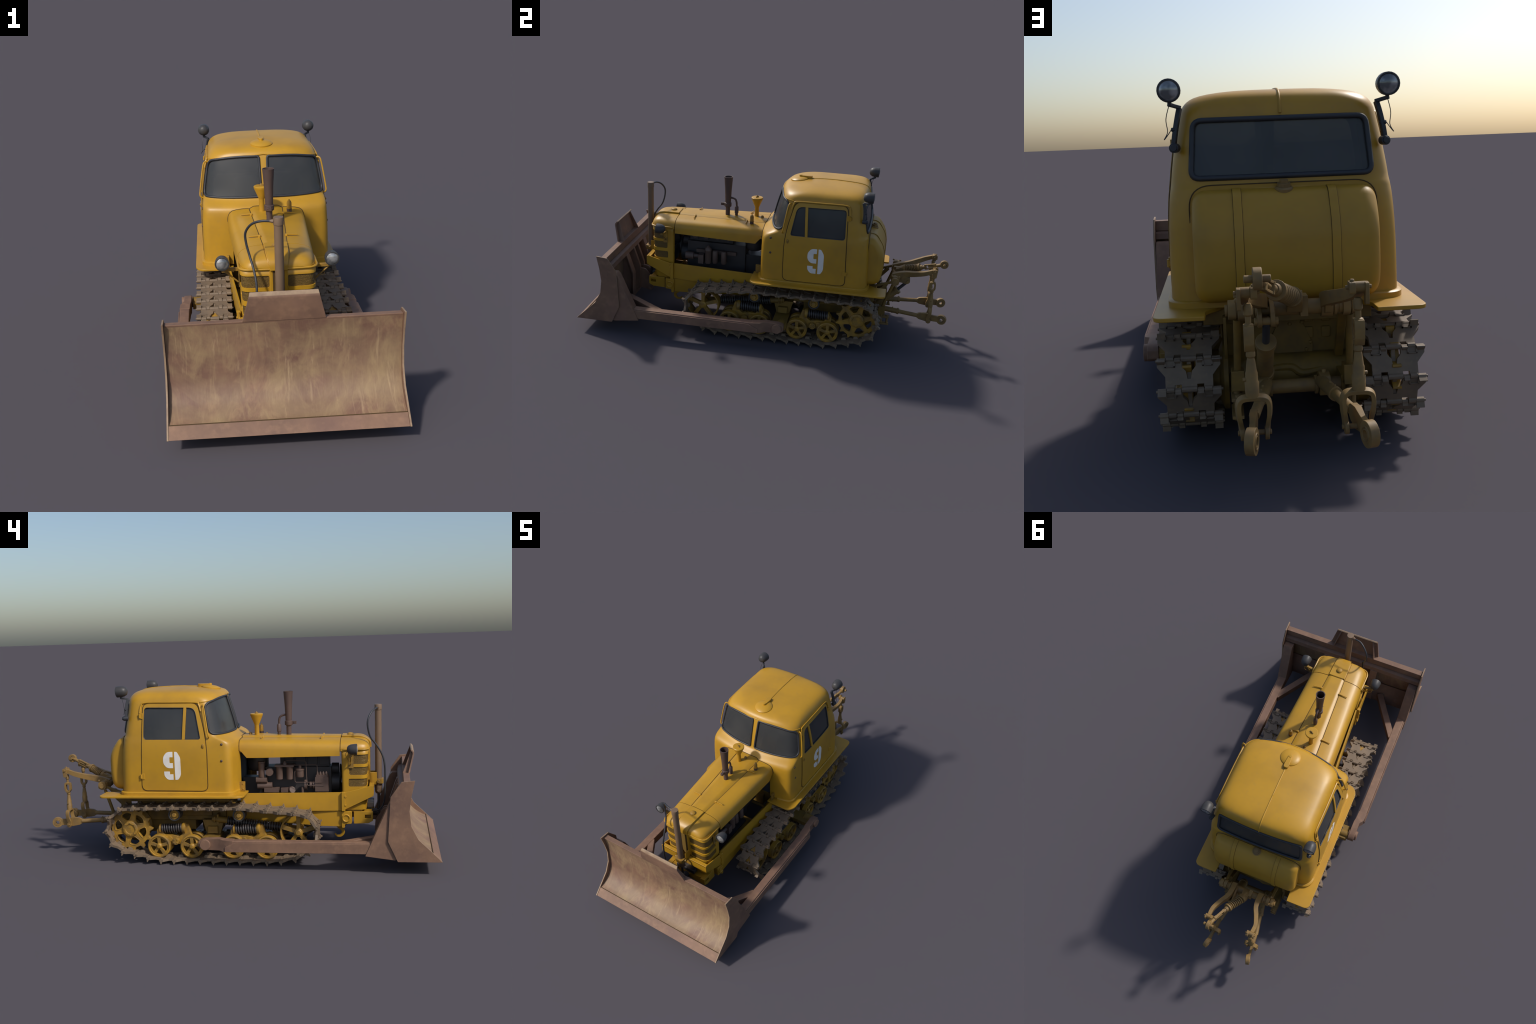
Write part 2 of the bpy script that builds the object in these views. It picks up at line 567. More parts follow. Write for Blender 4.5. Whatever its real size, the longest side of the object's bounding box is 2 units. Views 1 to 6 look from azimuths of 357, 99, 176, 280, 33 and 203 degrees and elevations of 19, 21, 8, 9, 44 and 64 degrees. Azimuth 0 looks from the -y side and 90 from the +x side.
# ---- cab -----------------------------------------------------------
def cab_bulge(y, z):
    """the cab sides swell gently outwards half way along"""
    along = max(0, 1 - ((y - .265) / .21) ** 2)
    return along * pchip([.35, .47, .56, .66, .76, .80, .83, .861], [0, .003, .0065, .0065, .0055, .0035, .001, 0])(z)
cab_body = RingBody([
    (.350, .279, -.043, .036, .035, .563, .010, .06),
    (.450, .279, -.043, .036, .035, .560, .010, .06),
    (.530, .277, -.042, .036, .035, .557, .010, .06),
    (.580, .274, -.040, .036, .035, .553, .010, .06),
    (.598, .2725, -.034, .036, .035, .551, .010, .06),
    (.610, .271, -.021, .036, .036, .549, .010, .06),
    (.622, .269, -.005, .044, .040, .548, .010, .06),
    (.636, .267, .009, .052, .046, .543, .012, .06),
    (.660, .264, .015, .055, .05, .540, .013, .06),
    (.720, .255, .030, .052, .05, .532, .015, .06),
    (.775, .2445, .046, .048, .05, .526, .016, .06),
    (.802, .238, .054, .048, .055, .524, .016, .06),
    (.819, .231, .060, .050, .07, .521, .017, .065),
    (.831, .221, .070, .052, .085, .515, .018, .07),
    (.841, .205, .090, .052, .095, .506, .018, .075),
    (.849, .175, .128, .045, .09, .488, .016, .075),
    (.855, .128, .178, .028, .06, .452, .012, .06),
    (.859, .064, .235, .008, .02, .39, .004, .025),
    (.861, .018, .275, .001, .006, .34, .001, .006)], bulge=cab_bulge)
ts = []
t = 0.
while t < cab_body.n + 1e-6:
    ts.append(min(t, cab_body.n)); t += .5
hw_at = lambda z: cab_body.cols[1](cab_body.t_of(z))

# front panes, in (arc length from the centre line, height)
wind = []
lo_in, lo_out, hi_out, hi_in = (.014, .640), (.290, .640), (.262, .788), (.018, .811)
for sg in (1, -1):
    q = [(lo_in[0] * sg, lo_in[1]), (.15 * sg, .6365), (lo_out[0] * sg, lo_out[1]), (hi_out[0] * sg, hi_out[1]), (.14 * sg, .808), (hi_in[0] * sg, hi_in[1])]
    q = dense(round_poly(q, [.012, .06, .03, .04, .08, .012], 6), .02)
    wind.append(q)
rw = [(-.217, .648), (.217, .648), (.207, .784), (-.207, .784)]
rw = round_poly(rw, .022, 5)
rw_s = dense([(cab_body.s_rear(x, z) if x >= 0 else -cab_body.s_rear(x, z), z) for x, z in rw], .5)
rear_pt = lambda x, z, d: (lambda p: (x, p[1] + d, z))(cab_body.at(cab_body.s_rear(max(abs(x), .001), z), z))
side_open = [(.419, .773), (.166, .769), (.138, .618), (.424, .619)]
side_open = round_poly(side_open, [.016, .03, .012, .016], 5)
door_out = round_poly([(.425, .792), (.155, .790), (.109, .612), (.111, .366), (.440, .368), (.432, .62)], [.03, .03, .12, .03, .03, .2], 6)
skin = lambda sg, d: (lambda y, z: (sg * (hw_at(z) + cab_bulge(y, z) + d), y, z))

cut = []
for q in wind:
    cut.append(cab_body.solid(q, -.03, .03, Part()))
c = Part(); c.prism(rw, lambda x, z: (x, .44, z), lambda x, z: (x, .62, z)); cut.append(c)
for sg in (1, -1):
    c = Part(); c.prism(side_open, lambda y, z: (sg * .18, y, z), lambda y, z: (sg * .34, y, z)); cut.append(c)
c = Part(); c.box((-.148, -.09, .30), (.148, .012, .572)); cut.append(c)
cab = hollow_with_openings('cab', cab_body, ts, .007, cut, ['paint', 'dark'], root)

# glass and rubber of the fixed windows
for q in wind:
    g = cab_body.solid(q, -.005, -.002, Part()); pane = g.make('windshield_pane', cab, 'glass', angle=60)
    f = Part(); f.tube(cab_body.loop(q, .0015), .0052, 8, True)
    f.make('windshield_seal', cab, 'rubber', angle=60)
g = Part(); g.plate(dense(rw, .03), [], lambda x, z: rear_pt(x, z, -.006), lambda x, z: rear_pt(x, z, -.003), .03)
g.make('rear_window_pane', cab, 'glass', angle=60)
f = Part(); f.tube([rear_pt(x, z, .001) for x, z in dense(rw, .03)], .0068, 8, True)
f.make('rear_window_seal', cab, 'rubber', angle=60)
# inner edge bead of the rear rubber
# drip lip above the windshield
lip = Part()
lip.tube([cab_body.off(-.275 + .55 * i / 40, .818 - .024 * abs(-.275 + .55 * i / 40) / .275, .001) for i in range(41)], .0035, 6)
lip.make('visor_lip', cab, 'paint', angle=60)
# roof seam with hatch
seam = Part()
def roof_z(x, y):
    best = .861
    prev = None
    for k in range(11 * 4, cab_body.n * 4 + 1):
        z, P = cab_body.half(k / 4)
        f0, r0 = P[0][1], P[-1][1]
        if prev:
            if prev[0] <= y <= f0: return prev[2] + (z - prev[2]) * (y - prev[0]) / max(f0 - prev[0], 1e-6)
            if r0 <= y <= prev[1]: return prev[2] + (z - prev[2]) * (prev[1] - y) / max(prev[1] - r0, 1e-6)
        prev = (f0, r0, z)
    return best
ys = [.2 + .318 * i / 30 for i in range(31)]
path = [(0, y, roof_z(0, y)) for y in ys] + [(0, .524, .810), (0, .528, .795)]
seam.tube(path, .0036, 6)
seam.make('roof_seam', cab, 'tank', angle=60)
h = Part()
hz = roof_z(0, .137) + .005
h.lathe([(.049, -.02), (.049, 0), (.043, .004), (.028, .008), (.01, .010), (0, .0105)], (0, .137, hz - .002), (0, -(roof_z(0, .17) - roof_z(0, .11)) / .06, 1), 32, (False, True))
hatch = h.make('roof_hatch', cab, 'paint', angle=50)
h = Part()
h.prism(round_poly([(-.005, .135), (.005, .135), (.008, .19), (.006, .205), (-.006, .205), (-.008, .19)], .004, 3),
        lambda x, y: (x * 1.6, y, hz + .005 if y < .17 else hz - .002), lambda x, y: (x * 1.6, y, hz + .016))
h.cyl((0, .141, hz), (0, .141, hz + .0178), .008, None, 14)
h.make('hatch_latch', hatch, 'paint', bevel=.0015)

# skirt moulding where the cab meets the fenders
sk = Part()
P0 = cab_body.half(0)[1]
grow = lambda d: [(x + (d if x > .001 else 0) * (1 if x > .2 else x / .2), y + d * (-1 if y < .1 else (1 if y > .5 else 0)), 0) for x, y in P0]
ring = lambda d, z: [(x, y, z) for x, y, _ in grow(d)] + [(-x, y, z) for x, y, _ in grow(d)[-2:0:-1]]
hs_ = [(x, y) for x, y, _ in grow(.009) if not (abs(x) < .16 and y < .1)]
hi_ = [(x, y) for x, y, _ in grow(-.004) if not (abs(x) < .16 and y < .1)]
for sg in (1, -1):
    k = min(len(hs_), len(hi_))
    sk.loft([[(sg * a[0], a[1], .343), (sg * a[0], a[1], .356), (sg * (a[0] * .7 + b[0] * .3), a[1] * .7 + b[1] * .3, .3595), (sg * b[0], b[1], .3595), (sg * b[0], b[1], .343)] for a, b in zip(hs_[-k:], hi_[-k:])])
sk.make('cab_skirt', cab, 'paint')

# doors
for sg in (1, -1):
    d = Part()
    d.plate(dense(door_out, .02), [dense(side_open, .02)], skin(sg, -.001), skin(sg, .0035), .025)
    door = d.make('door', root, 'paint', angle=50)
    s = Part()
    s.tube([skin(sg, .0005)(y, z) for y, z in dense(round_poly([(.4275, .7945), (.1535, .7925), (.1065, .612), (.1085, .3635), (.4425, .3655), (.4345, .62)], [.03, .03, .12, .03, .03, .2], 6), .02)], .0018, 6, True)
    s.make('door_gap', door, 'seam')
    # rounded gutter over the door
    s = Part()
    gut = smooth_path([(.443, .745), (.437, .782), (.415, .7965), (.30, .797), (.165, .7945), (.146, .783), (.136, .752)], 8)
    s.tube([skin(sg, .003)(p[0], p[1]) for p in [(q.x, q.y) for q in smooth_path([(a, b, 0) for a, b in ((.443, .745), (.437, .782), (.415, .7965), (.30, .797), (.165, .7945), (.146, .783), (.136, .752))], 8)]], .0042, 8)
    s.make('door_gutter', door, 'paint')
    # panes: big rear pane, front quarter pane and the post between them
    g = Part()
    g.plate(dense(side_open, .02), [], skin(sg, -.005), skin(sg, -.002), .03)
    g.make('door_pane', door, 'glass', angle=60)
    f = Part(); f.tube([skin(sg, .0008)(y, z) for y, z in dense(side_open, .02)], .0032, 6, True)
    f.make('door_window_seal', door, 'rubber', angle=60)
    f = Part()
    f.loft([[skin(sg, e)(y + (.771 - z) * .055 , z) for e, y in ((-.003, .207), (.0045, .207), (.0045, .221), (-.003, .221))] for z in (.618, .645, .67, .70, .73, .771)])
    f.make('window_post', door, 'paint', bevel=.001)
    # hinges
    for hz_ in (.733, .437):
        k = Part()
        x0 = hw_at(hz_) + cab_bulge(.44, hz_)
        k.box((sg * (x0 + .001), .425, hz_ - .014), (sg * (x0 + .007), .439, hz_ + .014))
        k.cyl((sg * (x0 + .006), .442, hz_ - .010), (sg * (x0 + .006), .442, hz_ + .010), .005, None, 12)
        k.box((sg * (x0 - .001), .440, hz_ - .007), (sg * (x0 + .005), .452, hz_ + .007))
        k.make('door_hinge', door, 'paint', bevel=.001)
    k = Part()
    x0 = hw_at(.585) + cab_bulge(.126, .585)
    k.lathe([(.010, 0), (.010, .004), (.007, .0055), (0, .006)], (0, 0, 0), (sg, 0, 0), 20, (False, True))
    k.v = [(x + sg * (x0 + .002), y * .62 + .126, z * 1.15 + .585) for x, y, z in k.v]
    k.cyl((sg * (x0 + .005), .126, .587), (sg * (x0 + .010), .126, .587), .0035, None, 12)
    k.make('door_handle', door, 'gear')
    # stencilled number
    def nine(u, w):            # u: 0..1 across as read, w: 0..1 up
        y = (.3265 - u * .0865) if sg < 0 else (.2365 + u * .0865)
        return y, .421 + w * .138
    bars = [[(.66, 0), (.66, 1), (.80, 1), (1, .80), (1, .17), (.84, 0)],
            [(.56, 1), (.22, 1), (0, .82), (0, .58), (.2, .42), (.56, .42), (.56, .60), (.37, .60), (.37, .81), (.56, .81)],
            [(.03, .30), (.36, .30), (.36, .20), (.56, .20), (.56, 0), (.22, 0), (.03, .15)]]
    rad = [[.0, .0, .012, .012, .012, .012], [0, .014, .012, .012, .014, 0, 0, .004, .004, 0], [0, 0, 0, 0, 0, .012, .01]]
    n9 = Part()
    for b, r in zip(bars, rad):
        poly = round_poly([nine(*p) for p in b], r, 5)
        n9.plate(dense(poly, .012), [], skin(sg, .0028), skin(sg, .0042), .02)
    n9.make('number_marking', door, 'white')
    # grab rail beside the windshield, bolts below it
    s = Part()
    gp = [(.132, .780, -.002), (.128, .781, .012), (.121, .76, .017), (.105, .66, .017), (.100, .632, .014), (.102, .624, -.002)]
    s.tube(smooth_path([(sg * (hw_at(z) + o), y - .004, z) for y, z, o in gp], 6), .0036, 8)
    s.make('grab_rail', cab, 'paint')
    s = Part()
    for y, z in ((.035, .592), (.037, .512)):
        s.lathe([(.006, 0), (.006, .002), (.004, .004), (0, .005)], (sg * (hw_at(z) - .0005), y, z), (sg, 0, 0), 12, (False, True))
    s.make('plug', cab, 'rustpipe', stuff=True)

# interior: floor, seat, dashboard, steering levers
i = Part()
i.box((-.26, .03, .346), (.26, .53, .352))
i.box((-.12, .36, .35), (.12, .47, .47)); i.box((-.12, .45, .47), (.12, .49, .63))
i.box((-.24, .02, .50), (.24, .08, .60))
i.tube(smooth_path([(.05, .16, .35), (.05, .17, .5), (.05, .22, .6)], 6), .006)
i.tube(smooth_path([(-.05, .16, .35), (-.05, .17, .5), (-.05, .22, .6)], 6), .006)
i.make('cab_interior', cab, 'dark', bevel=.006)

# rear work lights on black brackets
for sg in (1, -1):
    b = Part()
    b.tube(smooth_path([(sg * .254, .512, .722), (sg * .249, .513, .755), (sg * .242, .510, .79), (sg * .236, .503, .816)], 5), .007, 4, flat=(.014, .011))
    b.bar((sg * .234, .503, .816), (sg * .260, .535, .823), .008, .009)
    b.cyl((sg * .249, .505, .722), (sg * .254, .528, .722), .0115, None, 16)
    b.cyl((sg * .253, .526, .722), (sg * .254, .533, .722), .008, None, 16)
    b.cyl((sg * .242, .512, .765), (sg * .257, .518, .765), .005, None, 10)
    b.cyl((sg * .257, .533, .820), (sg * .257, .533, .830), .005, None, 10)
    br = b.make('light_bracket', cab, 'rubber', bevel=.0015)
    w = Part()
    w.lathe([(0, -.034), (.010, -.033), (.019, -.028), (.0250, -.017), (.0275, -.002), (.0275, .019), (.0242, .021), (.0242, .018)], (sg * .257, .533, .8545), (0, 1, -.06), 24, (True, False))
    wl = w.make('work_light', cab, 'lamp', angle=50)
    w = Part()
    w.lathe([(.0245, .0175), (.016, .0225), (.006, .024), (0, .0243)], (sg * .257, .533, .8545), (0, 1, -.06), 24, (True, True))
    w.make('lens', wl, 'lens', angle=70)
    w = Part()
    w.tube(smooth_path([(sg * .257, .53, .826), (sg * .268, .518, .79), (sg * .266, .516, .76), (sg * .275, .517, .742), (sg * .264, .518, .755), (sg * .257, .518, .765)], 6), .0011, 5)
    w.make('cable', br, 'rubber')

# ---- fuel tank on the cab's back -------------------------------------
tank_prof = [(.535, .622), (.578, .618), (.630, .545), (.631, .43), (.618, .362), (.535, .352)]
def tank_ring(x):
    e = max(0, (abs(x) - .184) / .034)
    k = 1 - math.sqrt(max(0, 1 - e * e))            # rounded ends
    pr = round_poly(tank_prof, [.01, .05, .08, .1, .035, .01], 6)
    cy, cz = .55, .49
    return [(x, cy + (y - cy) * (1 - .36 * k) if y > cy else y, cz + (z - cz) * (1 - .24 * k)) for y, z in pr]
tk = Part()
xs = [-.218, -.2177, -.2165, -.2145, -.211, -.206, -.200, -.193, -.184] + [-.184 + .368 * k / 12 for k in range(1, 12)] + [.184, .193, .200, .206, .211, .2145, .2165, .2177, .218]
tk.loft([tank_ring(x) for x in xs])
tank = tk.make('fuel_tank', root, 'tank', angle=60)
tk = Part()
for x in (-.112, .112):
    pr = round_poly(tank_prof, [.01, .05, .08, .1, .035, .01], 6)
    pr2 = [(y + (.0035 if y > .56 else 0), z + (.003 if z > .59 else (-.003 if z < .37 else 0))) for y, z in pr]
    tk.px(pr2, x - .010, x + .010)
tk.make('tank_strap', tank, 'tank', bevel=.001)
tk = Part()
for x in (-.112, .112):
    pr = round_poly(tank_prof, [.01, .05, .08, .1, .035, .01], 6)
    tk.px([(y + (.0012 if y > .56 else 0), z + (.001 if z > .59 else (-.001 if z < .37 else 0))) for y, z in pr], x - .0109, x + .0109)
fl_ = round_poly([(-.224, .36), (.224, .36), (.224, .632), (-.224, .632)], .055, 8)
tk.tube([(x, .5475, z) for x, z in dense(fl_, .02)], .0016, 5, True)
tk.make('tank_seam', tank, 'seam')
tk = Part()
pr = round_poly([(-.224, .36), (.224, .36), (.224, .632), (-.224, .632)], .055, 8)
tk.py(pr, .530, .5475)
for sg in (1, -1):
    tk.py(round_poly([(sg * .215, .50), (sg * .233, .485), (sg * .233, .47), (sg * .215, .455)], .006, 3), .53, .549)
tk.make('tank_flange', tank, 'tank', bevel=.002)
tk = Part()
tk.lathe([(.022, -.012), (.022, 0), (.018, .004), (.016, .004), (.016, .012), (.010, .013), (.010, .020), (.0, .021)], (0, .563, .620), (0, .2, 1), 20, (False, True))
tk.make('filler_cap', tank, 'hitch', angle=30)

# ---- fenders -----------------------------------------------------------
fn = Part()
poly = round_poly([(.15, -.068), (.290, -.068), (.317, -.035), (.317, .660), (.198, .660), (.196, .60), (.15, .54)], [0, .03, .04, .03, .004, .01, 0], 6)
fn.pz(poly, .333, .343)
fend = pair(fn, 'fender', root, 'paint', bevel=.002)
fl = Part()
fl.box((-.205, .02, .296), (.205, .545, .3405))
for sg in (1, -1): fl.box((sg * .150, -.06, .320), (sg * .205, .03, .3405))
fl.make('cab_floor', root, 'under', bevel=.002)

# ---- hood --------------------------------------------------------------
def hood_section(y, hw, bot, lift=0, thick=None):
    k = hw / .166
    q = min(1, max(0, (-.04 - y) / .49))          # 0 at the cab, 1 at the radiator
    top = .6020 - .0075 * q + lift
    kk = 1 - .36 * q                               # the raised centre strip narrows forwards
    mixq = lambda a, b: a + (b - a) * q
    pts = [(0, top + .0055), (.038 * kk, top + .0055), (.052 * kk, top + .0050), (.070 * kk, top - .0025), (.0705 * kk, top - .005), (.0735 * kk, top - .005), (.074 * kk, top - .0015)]
    pts += [(x * k, top - mixq(a, b)) for x, a, b in ((.10, .003, .005), (.126, .006, .011), (.145, .0105, .0195), (.1565, .019, .030), (.163, .032, .043), (.166, .050, .058))]
    pts += [(.166 * k, bot)]
    inner = [(.160 * k, bot), (.160 * k, top - .065), (.151 * k, top - .034), (.125 * k, top - .016), (.0, top - .005)]
    half = pts + inner
    full = [(x, y, z) for x, z in half] + [(-x, y, z) for x, z in half[-2:0:-1]]
    return full
st = [(-.012, .1668, .560), (-.0405, .1665, .540), (-.066, .1655, .509), (-.16, .1615, .509), (-.30, .155, .511), (-.42, .150, .512), (-.524, .146, .513)]
hd = Part()
hd.loft([hood_section(*s) for s in st])
hood = hd.make('hood', root, 'paint', angle=32)
hd = Part()
for sg in (1, -1):
    hd.tube([(sg * .0722 * a, y, .5983) for y, a in ((-.036, 1), (-.16, .912), (-.30, .809), (-.524, .644))], .0022, 5)
hd.v = [(x, y, z + .0005 - .0075 * (-.04 - y) / .49) for x, y, z in hd.v]
hd.make('hood_seam', hood, 'seam')
for sg in (1, -1):
    for y, x in ((-.432, .0525), (-.135, .0685)):
        k = Part()
        k.bar((sg * (x - .004), y, .605), (sg * (x + .044), y + .003, .6015), .006, .006, w1=.004, h1=.004)
        k.lathe([(.0062, -.004), (.0062, .005), (0, .007)], (sg * x, y, .600), (0, 0, 1), 12, (False, True))
        k.v = [(a_, b_, c_ + .0015 - .0075 * (-.04 - y) / .49) for a_, b_, c_ in k.v]
        k.make('hood_latch', hood, 'paint', bevel=.001)
hd = Part()
def cab_front(x, z):
    t_ = cab_body.t_of(z)
    return cab_body.cols[2](t_) + cab_body.cols[3](t_) * (x / cab_body.cols[1](t_)) ** 2
edge_ = [(x, z) for x, _, z in hood_section(-.036, .1665, .545)[:14]]
edge_ = [(-x, z) for x, z in edge_[:0:-1]] + edge_
hd.tube([(x * 1.004, min(cab_front(x, z), -.018) - .001, z + .0006) for x, z in edge_], .0019, 6)
hd.make('scuttle_seam', hood, 'seam')
hd = Part()
hd.py([(-.160, .345), (.160, .345), (.160, .59), (-.160, .59)], -.008, .0)
hd.make('firewall', root, 'dark')
hd = Part()
for sg in (1, -1):
    hd.box((sg * .168, -.056, .345), (sg * .176, -.008, .392))
    for y in (-.028, -.045):
        for z in (.355, .38):
            hd.cyl((sg * .175, y, z), (sg * .178, y, z), .004, None, 8)
hd.make('cab_mount_plate', root, 'gear', bevel=.001)

# things standing on the hood
e = Part()
e.cyl((0, -.259, .595), (0, -.259, .664), .0125, None, 20, (True, False))
e.lathe([(.0135, .648), (.016, .67), (.0165, .69), (.019, .75), (.0235, .815), (.0245, .824), (.0205, .824), (.018, .79), (.014, .70), (.0, .69)], (0, -.259, 0), (0, 0, 1), 24, (True, False))
ex = e.make('exhaust_pipe', root, 'rustpipe', angle=50)
e = Part()
e.lathe([(.0165, .652), (.020, .654), (.020, .674), (.0165, .676)], (0, -.259, 0), (0, 0, 1), 20)
e.box((-.007, -.298, .658), (.007, -.275, .673)); e.cyl((-.011, -.289, .666), (.011, -.289, .666), .003, None, 8)
e.make('exhaust_clamp', ex, 'rustpipe', bevel=.001)
e = Part()
e.lathe([(.0085, .597), (.0085, .618), (.011, .62), (.011, .654), (.006, .66)], (0, -.209, 0), (0, 0, 1), 16)
e.tube(smooth_path([(0, -.209, .655), (0, -.2105, .68), (0, -.2175, .697), (0, -.236, .704), (0, -.25, .703)], 6), .0056, 8)
e.make('vent_pipe', root, 'rustpipe', angle=45)
a = Part()
a.lathe([(.0125, .595), (.0115, .656), (.0125, .66), (.0315, .705), (.0325, .709), (.0325, .7135), (.030, .7155), (0, .7165)], (-.02, -.0975, 0), (0, 0, 1), 28, (True, True))
ac = a.make('air_intake', root, 'paint', angle=35)
a = Part()
a.lathe([(.005, .716), (.005, .722), (.002, .726)], (-.02, -.0975, 0), (0, 0, 1), 10)
a.bar((-.030, -.092, .719), (-.010, -.103, .719), .004, .004)
a.make('wing_nut', ac, 'gear')
a = Part()
a.lathe([(.010, .594), (.0115, .612), (0, .613)], (.096, -.102, 0), (0, 0, 1), 16); a.make('breather_base', root, 'rustpipe')
a = Part()
a.lathe([(.0095, .608), (.0105, .615), (.0105, .636), (.008, .645), (.003, .6475), (.003, .652), (0, .653)], (.096, -.102, 0), (0, 0, 1), 18)
a.make('breather_cap', root, 'gear', angle=45)
a = Part()
a.lathe([(.0085, .600), (.0085, .611), (.006, .617), (0, .619)], (0, -.061, 0), (0, 0, 1), 14); a.make('hood_knob', root, 'hitch', angle=45)

# ---- radiator shell ------------------------------------------------------
rad = RingBody([
    (.243, .132, -.652, .004, .035, -.534, 0, .014),
    (.300, .135, -.655, .004, .035, -.533, 0, .014),
    (.420, .138, -.659, .004, .035, -.532, 0, .014),
    (.545, .141, -.663, .004, .035, -.531, 0, .014)])
gr = []
for z0, z1 in ((.471, .518), (.417, .457), (.359, .399)):
    for sg in (1, -1):
        gr.append(dense(round_poly([(sg * .034, z0), (sg * .212, z0), (sg * .214, z1), (sg * .034, z1)], .008, 4), .02))
cuts = [rad.solid(q, -.02, .02, Part()) for q in gr]
tsr = [k * .25 for k in range(13)]
c = Part(); c.box((-.120, -.57, .262), (.120, -.50, .56)); cuts.append(c)
shell = hollow_with_openings('radiator_shell', rad, tsr, .005, cuts, ['paint'], root)
for q in gr:
    g = rad.solid([(c_[0] , c_[1]) for c_ in q], -.008, -.004, Part())
    g.make('grille_mesh', shell, 'grille', angle=60)
# domed top tank, continuing the hood's section and rounding down to the front
def nose_section(y, f):
    """f shrinks the section towards the rounded front edge"""
    hw = .1455 - .009 * max(0, -.53 - y) / .13
    s = hood_section(y, hw, .549)
    top = s[:14]
    out = []
    for x, _, z in top:
        zz = .549 + (z - .549) * f
        xx = x * (1 - (1 - f) * .35)
        out.append((xx, y, zz))
    return out + [(-x, y_, z) for x, y_, z in out[:0:-1]]
ns = Part()
ns.loft([nose_section(y, f) for y, f in ((-.5275, 1), (-.56, 1), (-.59, .985), (-.612, .955), (-.630, .90), (-.644, .81), (-.654, .68), (-.661, .5), (-.665, .28), (-.667, .02))])
nose = ns.make('radiator_top', root, 'paint', angle=40)
ns = Part()
ns.tube([rad.off(s, .5445, .003) for s in [-.265 + .53 * k / 60 for k in range(61)]], .0042, 8)
ns.make('radiator_moulding', nose, 'paint')
ns = Part()
ns.loft([[(x * .985, y, z - .0022) for x, _, z in nose_section(-.526, 1)] for y in (-.520, -.532)])
ns.make('nose_gap', nose, 'seam')
ns = Part()   # centre strap down the front
rib = smooth_path([(0, -.529, .5985), (0, -.60, .5975), (0, -.630, .594), (0, -.654, .582), (0, -.668, .566), (0, -.671, .540)], 6)
ns.tube(rib, 1, flat=[(.090 - .026 * k / len(rib), .0075) for k in range(len(rib))])
ns.box((-.033, -.6665, .375), (-.021, -.655, .545)); ns.box((.021, -.6665, .375), (.033, -.655, .545))
ns.make('radiator_strap', nose, 'paint', bevel=.002)
ns = Part()
ns.box((-.022, -.6645, .37), (.022, -.655, .545))
ns.make('centre_slot', nose, 'seam')
ns = Part()
ns.box((-.013, -.668, .372), (.013, -.660, .542))
ns.make('centre_bar', nose, 'mud', bevel=.002)
ns = Part()
ns.lathe([(.0165, -.006), (.0165, .004), (.015, .0065), (.008, .010), (0, .0105)], (0, -.57, .601), (0, 0, 1), 22, (False, True))
ns.make('radiator_cap', nose, 'gear', angle=45)

# headlights
for sg in (1, -1):
    b = Part()
    b.bar((sg * .138, -.572, .518), (sg * .203, -.580, .522), .012, .012)
    b.box((sg * .1405, -.590, .452), (sg * .1435, -.566, .53))
    b.cyl((sg * .203, -.582, .518), (sg * .203, -.584, .532), .006, None, 12)
    b.tube([(sg * .195, -.578, .515), (sg * .145, -.575, .468)], .0035, 6)
    b.tube(smooth_path([(sg * .20, -.567, .545), (sg * .197, -.555, .53), (sg * .19, -.56, .512), (sg * .175, -.568, .497), (sg * .178, -.575, .483), (sg * .15, -.578, .478)], 6), .0015, 5)
    br = b.make('headlight_bracket', root, 'gear', bevel=.001)
    w = Part()
    w.lathe([(0, -.044), (.011, -.043), (.019, -.037), (.0245, -.025), (.0265, -.010), (.027, .0), (.0272, .004), (.024, .005), (.024, .001)], (sg * .203, -.606, .553), (0, -1, 0), 26, (True, False))
    hl = w.make('headlight', root, 'lamp', angle=50)
    w = Part()
    w.lathe([(.0243, .000), (.018, .005), (.008, .0075), (0, .008)], (sg * .203, -.606, .553), (0, -1, 0), 26)
    w.make('lens', hl, 'lens', angle=70)

# ---- chassis frame -------------------------------------------------------
fr = Part()
for sg in (1, -1):
    # upper side panel, tapering with the hood
    fr.loft([[(sg * (a + d), y, z) for d, z in ((-.006, .239), (0, .239), (0, .331), (-.008, .331), (-.008, .327), (-.006, .325))] for y, a in ((-.030, .172), (-.531, .140))])
panels = fr.make('side_panel', root, 'paint', bevel=.001)
fr = Part()
for sg in (1, -1):
    fr.px([(-.529, .158), (-.43, .160), (-.20, .178), (.30, .190), (.46, .19), (.46, .236), (-.529, .236)], sg * .100, sg * .136)
    fr.box((sg * .10, -.529, .238), (sg * .13, -.20, .2405))
frame = fr.make('frame_rail', root, 'paint', bevel=.003)
fr = Part()
fr.box((-.10, -.52, .17), (.10, -.18, .25)); fr.box((-.055, .03, .17), (.055, .10, .25)); fr.box((-.130, .215, .135), (.130, .455, .21))
fr.box((-.155, .05, .19), (.155, .46, .30))
fr.box((-.165, .12, .215), (.165, .36, .298))
fr.make('belly_pan', frame, 'under', bevel=.004)
# cross tubes that carry the bogies and rollers
fr = Part()
for y in (.286, -.090):
    fr.cyl((-.25, y, .120), (.25, y, .120), .016, None, 16)
for y in (.286, -.039):
    fr.cyl((-.25, y, .244), (.25, y, .244), .009, None, 12)
fr.cyl((-.25, -.328, .158), (.25, -.328, .158), .013, None, 14)
fr.cyl((-.22, .522, .166), (.22, .522, .166), .045, None, 28)
for sg in (1, -1):
    fr.lathe([(.085, 0), (.085, .012), (.062, .022), (.062, .05)], (sg * .150, .522, .166), (sg, 0, 0), 32)
    fr.box((sg * .14, .085, .135), (sg * .21, .135, .170))
    fr.box((sg * .12, .07, .10), (sg * .345, .15, .128))
    fr.cyl((sg * .30, .120, .120), (sg * .352, .120, .120), .022, None, 18)
    fr.px([(.165, .20), (.055, .20), (.075, .128), (.145, .128)], sg * .152, sg * .190)
